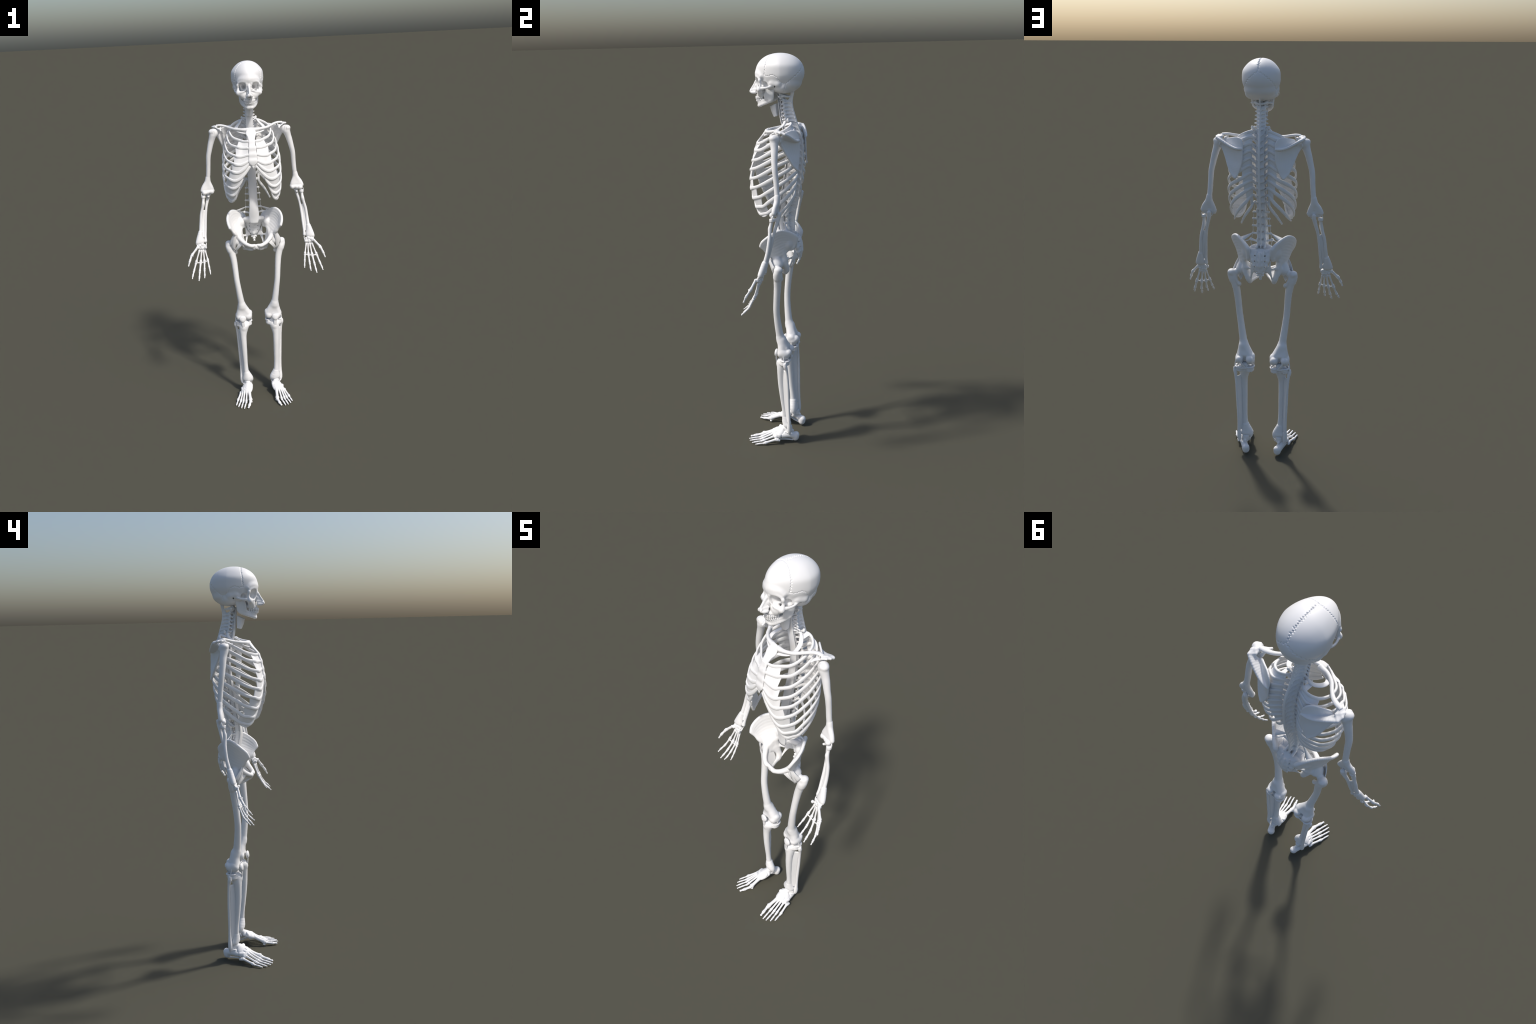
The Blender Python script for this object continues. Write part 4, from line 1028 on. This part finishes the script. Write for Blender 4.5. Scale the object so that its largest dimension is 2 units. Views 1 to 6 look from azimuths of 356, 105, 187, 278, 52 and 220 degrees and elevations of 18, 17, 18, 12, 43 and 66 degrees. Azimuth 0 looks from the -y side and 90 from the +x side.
F.ell((.0870, .0620, .0820), (.0190, .0230, .0115), .004, cut=True)
both("shin_bone", F.mesh(1), BONE)
F = Field((.100, .045, .045), (.160, .100, .500), .0015)
F.path([(.1405, .0620, .4740, .0085), (.1395, .0640, .4620, .0105), (.1360, .0690, .4400, .0078), (.1320, .0730, .3900, .0066), (.1285, .0750, .3200, .0072), (.1255, .0755, .2500, .0072), (.1235, .0765, .1800, .0066), (.1225, .0770, .1300, .0080), (.1215, .0765, .1000, .0108), (.1205, .0760, .0780, .0108), (.1195, .0765, .0630, .0070)], .004, n=5)
F.cap((.1410, .0650, .474), (.1400, .068, .4840), .0055, .003, .004)
both("calf_bone", F.mesh(1), BONE)
ia = spline([(.108, .042, .430), (.1080, .0420, .350), (.1060, .0460, .250), (.1030, .0530, .160), (.1030, .0580, .120)], 8)
ib = spline([(.1310, .0680, .430), (.1270, .0690, .350), (.1215, .0710, .250), (.1190, .0720, .160), (.1170, .0720, .120)], 8)
both("leg_membrane", strip(ia, ib, 6, .0022), LIGA)
# knee: cushions and ligaments
for cx, s in ((.0640, 1), (.1165, 1)):
    rows = [(cx + .0200 * math.sin(a), .058 - .0235 * math.cos(a), .4870, .0055, .0048) for a in np.linspace(.4, 2 * math.pi - .4, 20)]
    both("knee_cushion", tube(rows, seg=10, n=2), CART)
both("knee_ligament", pebble((.0905, .0560, .4950), (.0190, .0200, .0130), 33), LIGA)
both("knee_ligament", tube([(.1345, .0520, .5280, .0028, .0028), (.1400, .0570, .5000, .0024, .0024), (.1405, .0620, .4720, .0026, .0026)], up=(1, 0, 0), seg=10, n=5), LIGA)
both("knee_ligament", tube([(.0415, .0540, .5360, .006, .0022), (.0425, .0560, .5000, .006, .0018), (.0560, .0520, .4500, .005, .0016)], up=(-1, 0, 0), seg=10, n=5), LIGA)
both("knee_ligament", tube([(.0820, .0760, .4800, .007, .0022), (.0960, .0850, .5000, .006, .0022), (.1120, .0880, .5280, .005, .002)], up=(0, 1, 0), seg=10, n=5), LIGA)
both("knee_ligament", tube([(.0720, .0740, .4740, .006, .0020), (.0850, .0800, .4850, .006, .0022), (.1260, .0780, .4780, .007, .002)], up=(0, 1, .4), seg=10, n=5), LIGA)
both("knee_ligament", tube([(.0975, .0060, .5000, .009, .0020), (.0960, .0070, .4800, .009, .0018), (.0945, .0090, .4600, .008, .0016)], up=(0, -1, 0), seg=12, n=5), LIGA)

# foot -----------------------------------------------------------------------
F = Field((.050, -.002, .000), (.140, .130, .100), .0013)
F.path([(.0840, .1020, .0345, .0180), (.0920, .0850, .0395, .0172), (.1000, .0660, .0440, .0168), (.1120, .0370, .0425, .0145)], .006)
F.ell((.0830, .1000, .0235), (.0188, .0190, .0200), .006)
F.ell((.0820, .1050, .0400), (.0165, .0150, .0140), .006)
F.cap((.0870, .0600, .0520), (.0720, .0500, .0560), .009, .007, .006)
F.cap((.0950, .0700, .0520), (.1050, .0500, .0560), .012, .010, .006)
both("heel_bone", F.mesh(1), BONE)
F = Field((.050, .005, .040), (.130, .105, .105), .0013)
F.drum((.0880, .0620, .0780), .0185, .0215, .0130, (0, 0, 1), .004)
F.ell((.0880, .0610, .0790), (.0180, .0225, .0135), .004)
F.path([(.0860, .0450, .0740, .0135), (.0800, .0280, .0690, .0130)], .006)
F.cap((.0900, .080, .068), (.0880, .0880, .064), .0075, .006, .005)
F.cap((.1010, .0640, .0720), (.1070, .0660, .0660), .0080, .0055, .005)
both("ankle_bone", F.mesh(1), BONE)

MT = [((.0845, -.0130, .0480), (.0815, -.0800, .0180), .0135, .0085, .0122), ((.0990, -.0130, .0520), (.1085, -.0850, .0135), .0085, .0050, .0072), ((.1110, -.0080, .0490), (.1260, -.0770, .0130), .0082, .0049, .0070),
      ((.1215, .0010, .0410), (.1415, -.0680, .0110), .0082, .0049, .0070), ((.1340, .0120, .0280), (.1580, -.0520, .0100), .0090, .0056, .0082)]
TOES = [[(.0815, -.0815, .0165), (.0920, -.1180, .0090), (.1000, -.1420, .0052)],
        [(.1085, -.0865, .0125), (.1165, -.1150, .0095), (.1205, -.1300, .0070), (.1240, -.1450, .0045)],
        [(.1260, -.0785, .0120), (.1345, -.1085, .0085), (.1380, -.1230, .0062), (.1410, -.1370, .0042)],
        [(.1415, -.0695, .0105), (.1505, -.0955, .0075), (.1545, -.1080, .0055), (.1580, -.1200, .0038)],
        [(.1580, -.0535, .0090), (.1645, -.0785, .0068), (.1675, -.0885, .0050), (.1700, -.0980, .0035)]]
tarsals = [((.0765, .0170, .0635), (.0145, .0090, .0135), .25), ((.0790, .0000, .0520), (.0115, .0140, .0155), .15), ((.0945, .0000, .0580), (.0088, .0125, .0120), .1), ((.1075, .0040, .0545), (.0088, .0140, .0115), .1), ((.1200, .0190, .0430), (.0130, .0185, .0135), -.2)]
core = Field((.050, -.035, .015), (.150, .065, .100), .0014)
core.patch([[(.0700, .0300, .0640), (.0720, .0060, .0540), (.0780, -.0140, .0470)], [(.0830, .0330, .0700), (.0880, .0080, .0590), (.0920, -.0140, .0510)], [(.0960, .0330, .0640), (.1020, .0120, .0540), (.1080, -.0080, .0460)], [(.1100, .0330, .0500), (.1180, .0150, .0440), (.1250, .0020, .0360)]],
           [[.0110, .0100, .0095], [.0125, .0125, .0105], [.0120, .0125, .0100], [.0115, .0105, .0085]], 3, .003)
FL, FR = both("foot", core.mesh(1), LIGA)
for i, (c, r, w) in enumerate(tarsals): both("ankle_bone", pebble(c, r, 70 + i, w), BONE, (FL, FR))
for i, (a, b, r0, rs, r1) in enumerate(MT):
    both("sole_bone", small_bone(a, b, r0, rs, r1, palm=V(0, .3, 1), flat=1.0 if i else 1.05, knob=.10), BONE, (FL, FR))
both("sole_bone", tube([(.1345, .0245, .0215, .0058, .0055), (.1345, .0160, .0250, .0092, .0085), (.1370, .0030, .0255, .0078, .0075)], seg=12, n=4), BONE, (FL, FR))
both("toe_bone", pebble((.0760, -.0740, .0065), (.0050, .0065, .0050), 91), BONE, (FL, FR))
both("toe_bone", pebble((.0845, -.0770, .0062), (.0045, .0060, .0050), 92), BONE, (FL, FR))
for i, T_ in enumerate(TOES):
    T_ = [V(*p) for p in T_]
    rad = [(.0104, .0070, .0088), (.0090, .0055, .0066)] if i == 0 else [(.0070, .0041, .0050), (.0053, .0042, .0048), (.0048, .0031, .0038)]
    for j, (r0, rs, r1) in enumerate(rad):
        s = 1 if i < 4 else .95
        both("toe_bone", small_bone(T_[j], T_[j + 1], r0 * s, rs * s, r1 * s, palm=V(0, .2, 1), tip=(j == len(rad) - 1)), BONE, (FL, FR))
both("foot_ligament", tube([(.0900, .0880, .0100, .008, .0018), (.1050, .0500, .0180, .008, .0016), (.1220, .0200, .0230, .006, .0016)], seg=10, n=5), LIGA, (FL, FR))
both("foot_ligament", tube([(.1215, .0770, .0620, .003, .002), (.1130, .0800, .0500, .003, .002), (.1030, .0760, .0420, .003, .002)], seg=8, n=4), LIGA, (FL, FR))
both("foot_ligament", tube([(.1200, .0700, .0650, .003, .002), (.1140, .0560, .0650, .003, .002), (.1080, .0480, .0620, .003, .002)], seg=8, n=4), LIGA, (FL, FR))
both("foot_ligament", tube([(.0610, .0620, .0800, .006, .0020), (.0640, .0560, .0620, .007, .0018), (.0690, .0500, .0560, .006, .002)], up=(-1, 0, 0), seg=8, n=4), LIGA, (FL, FR))
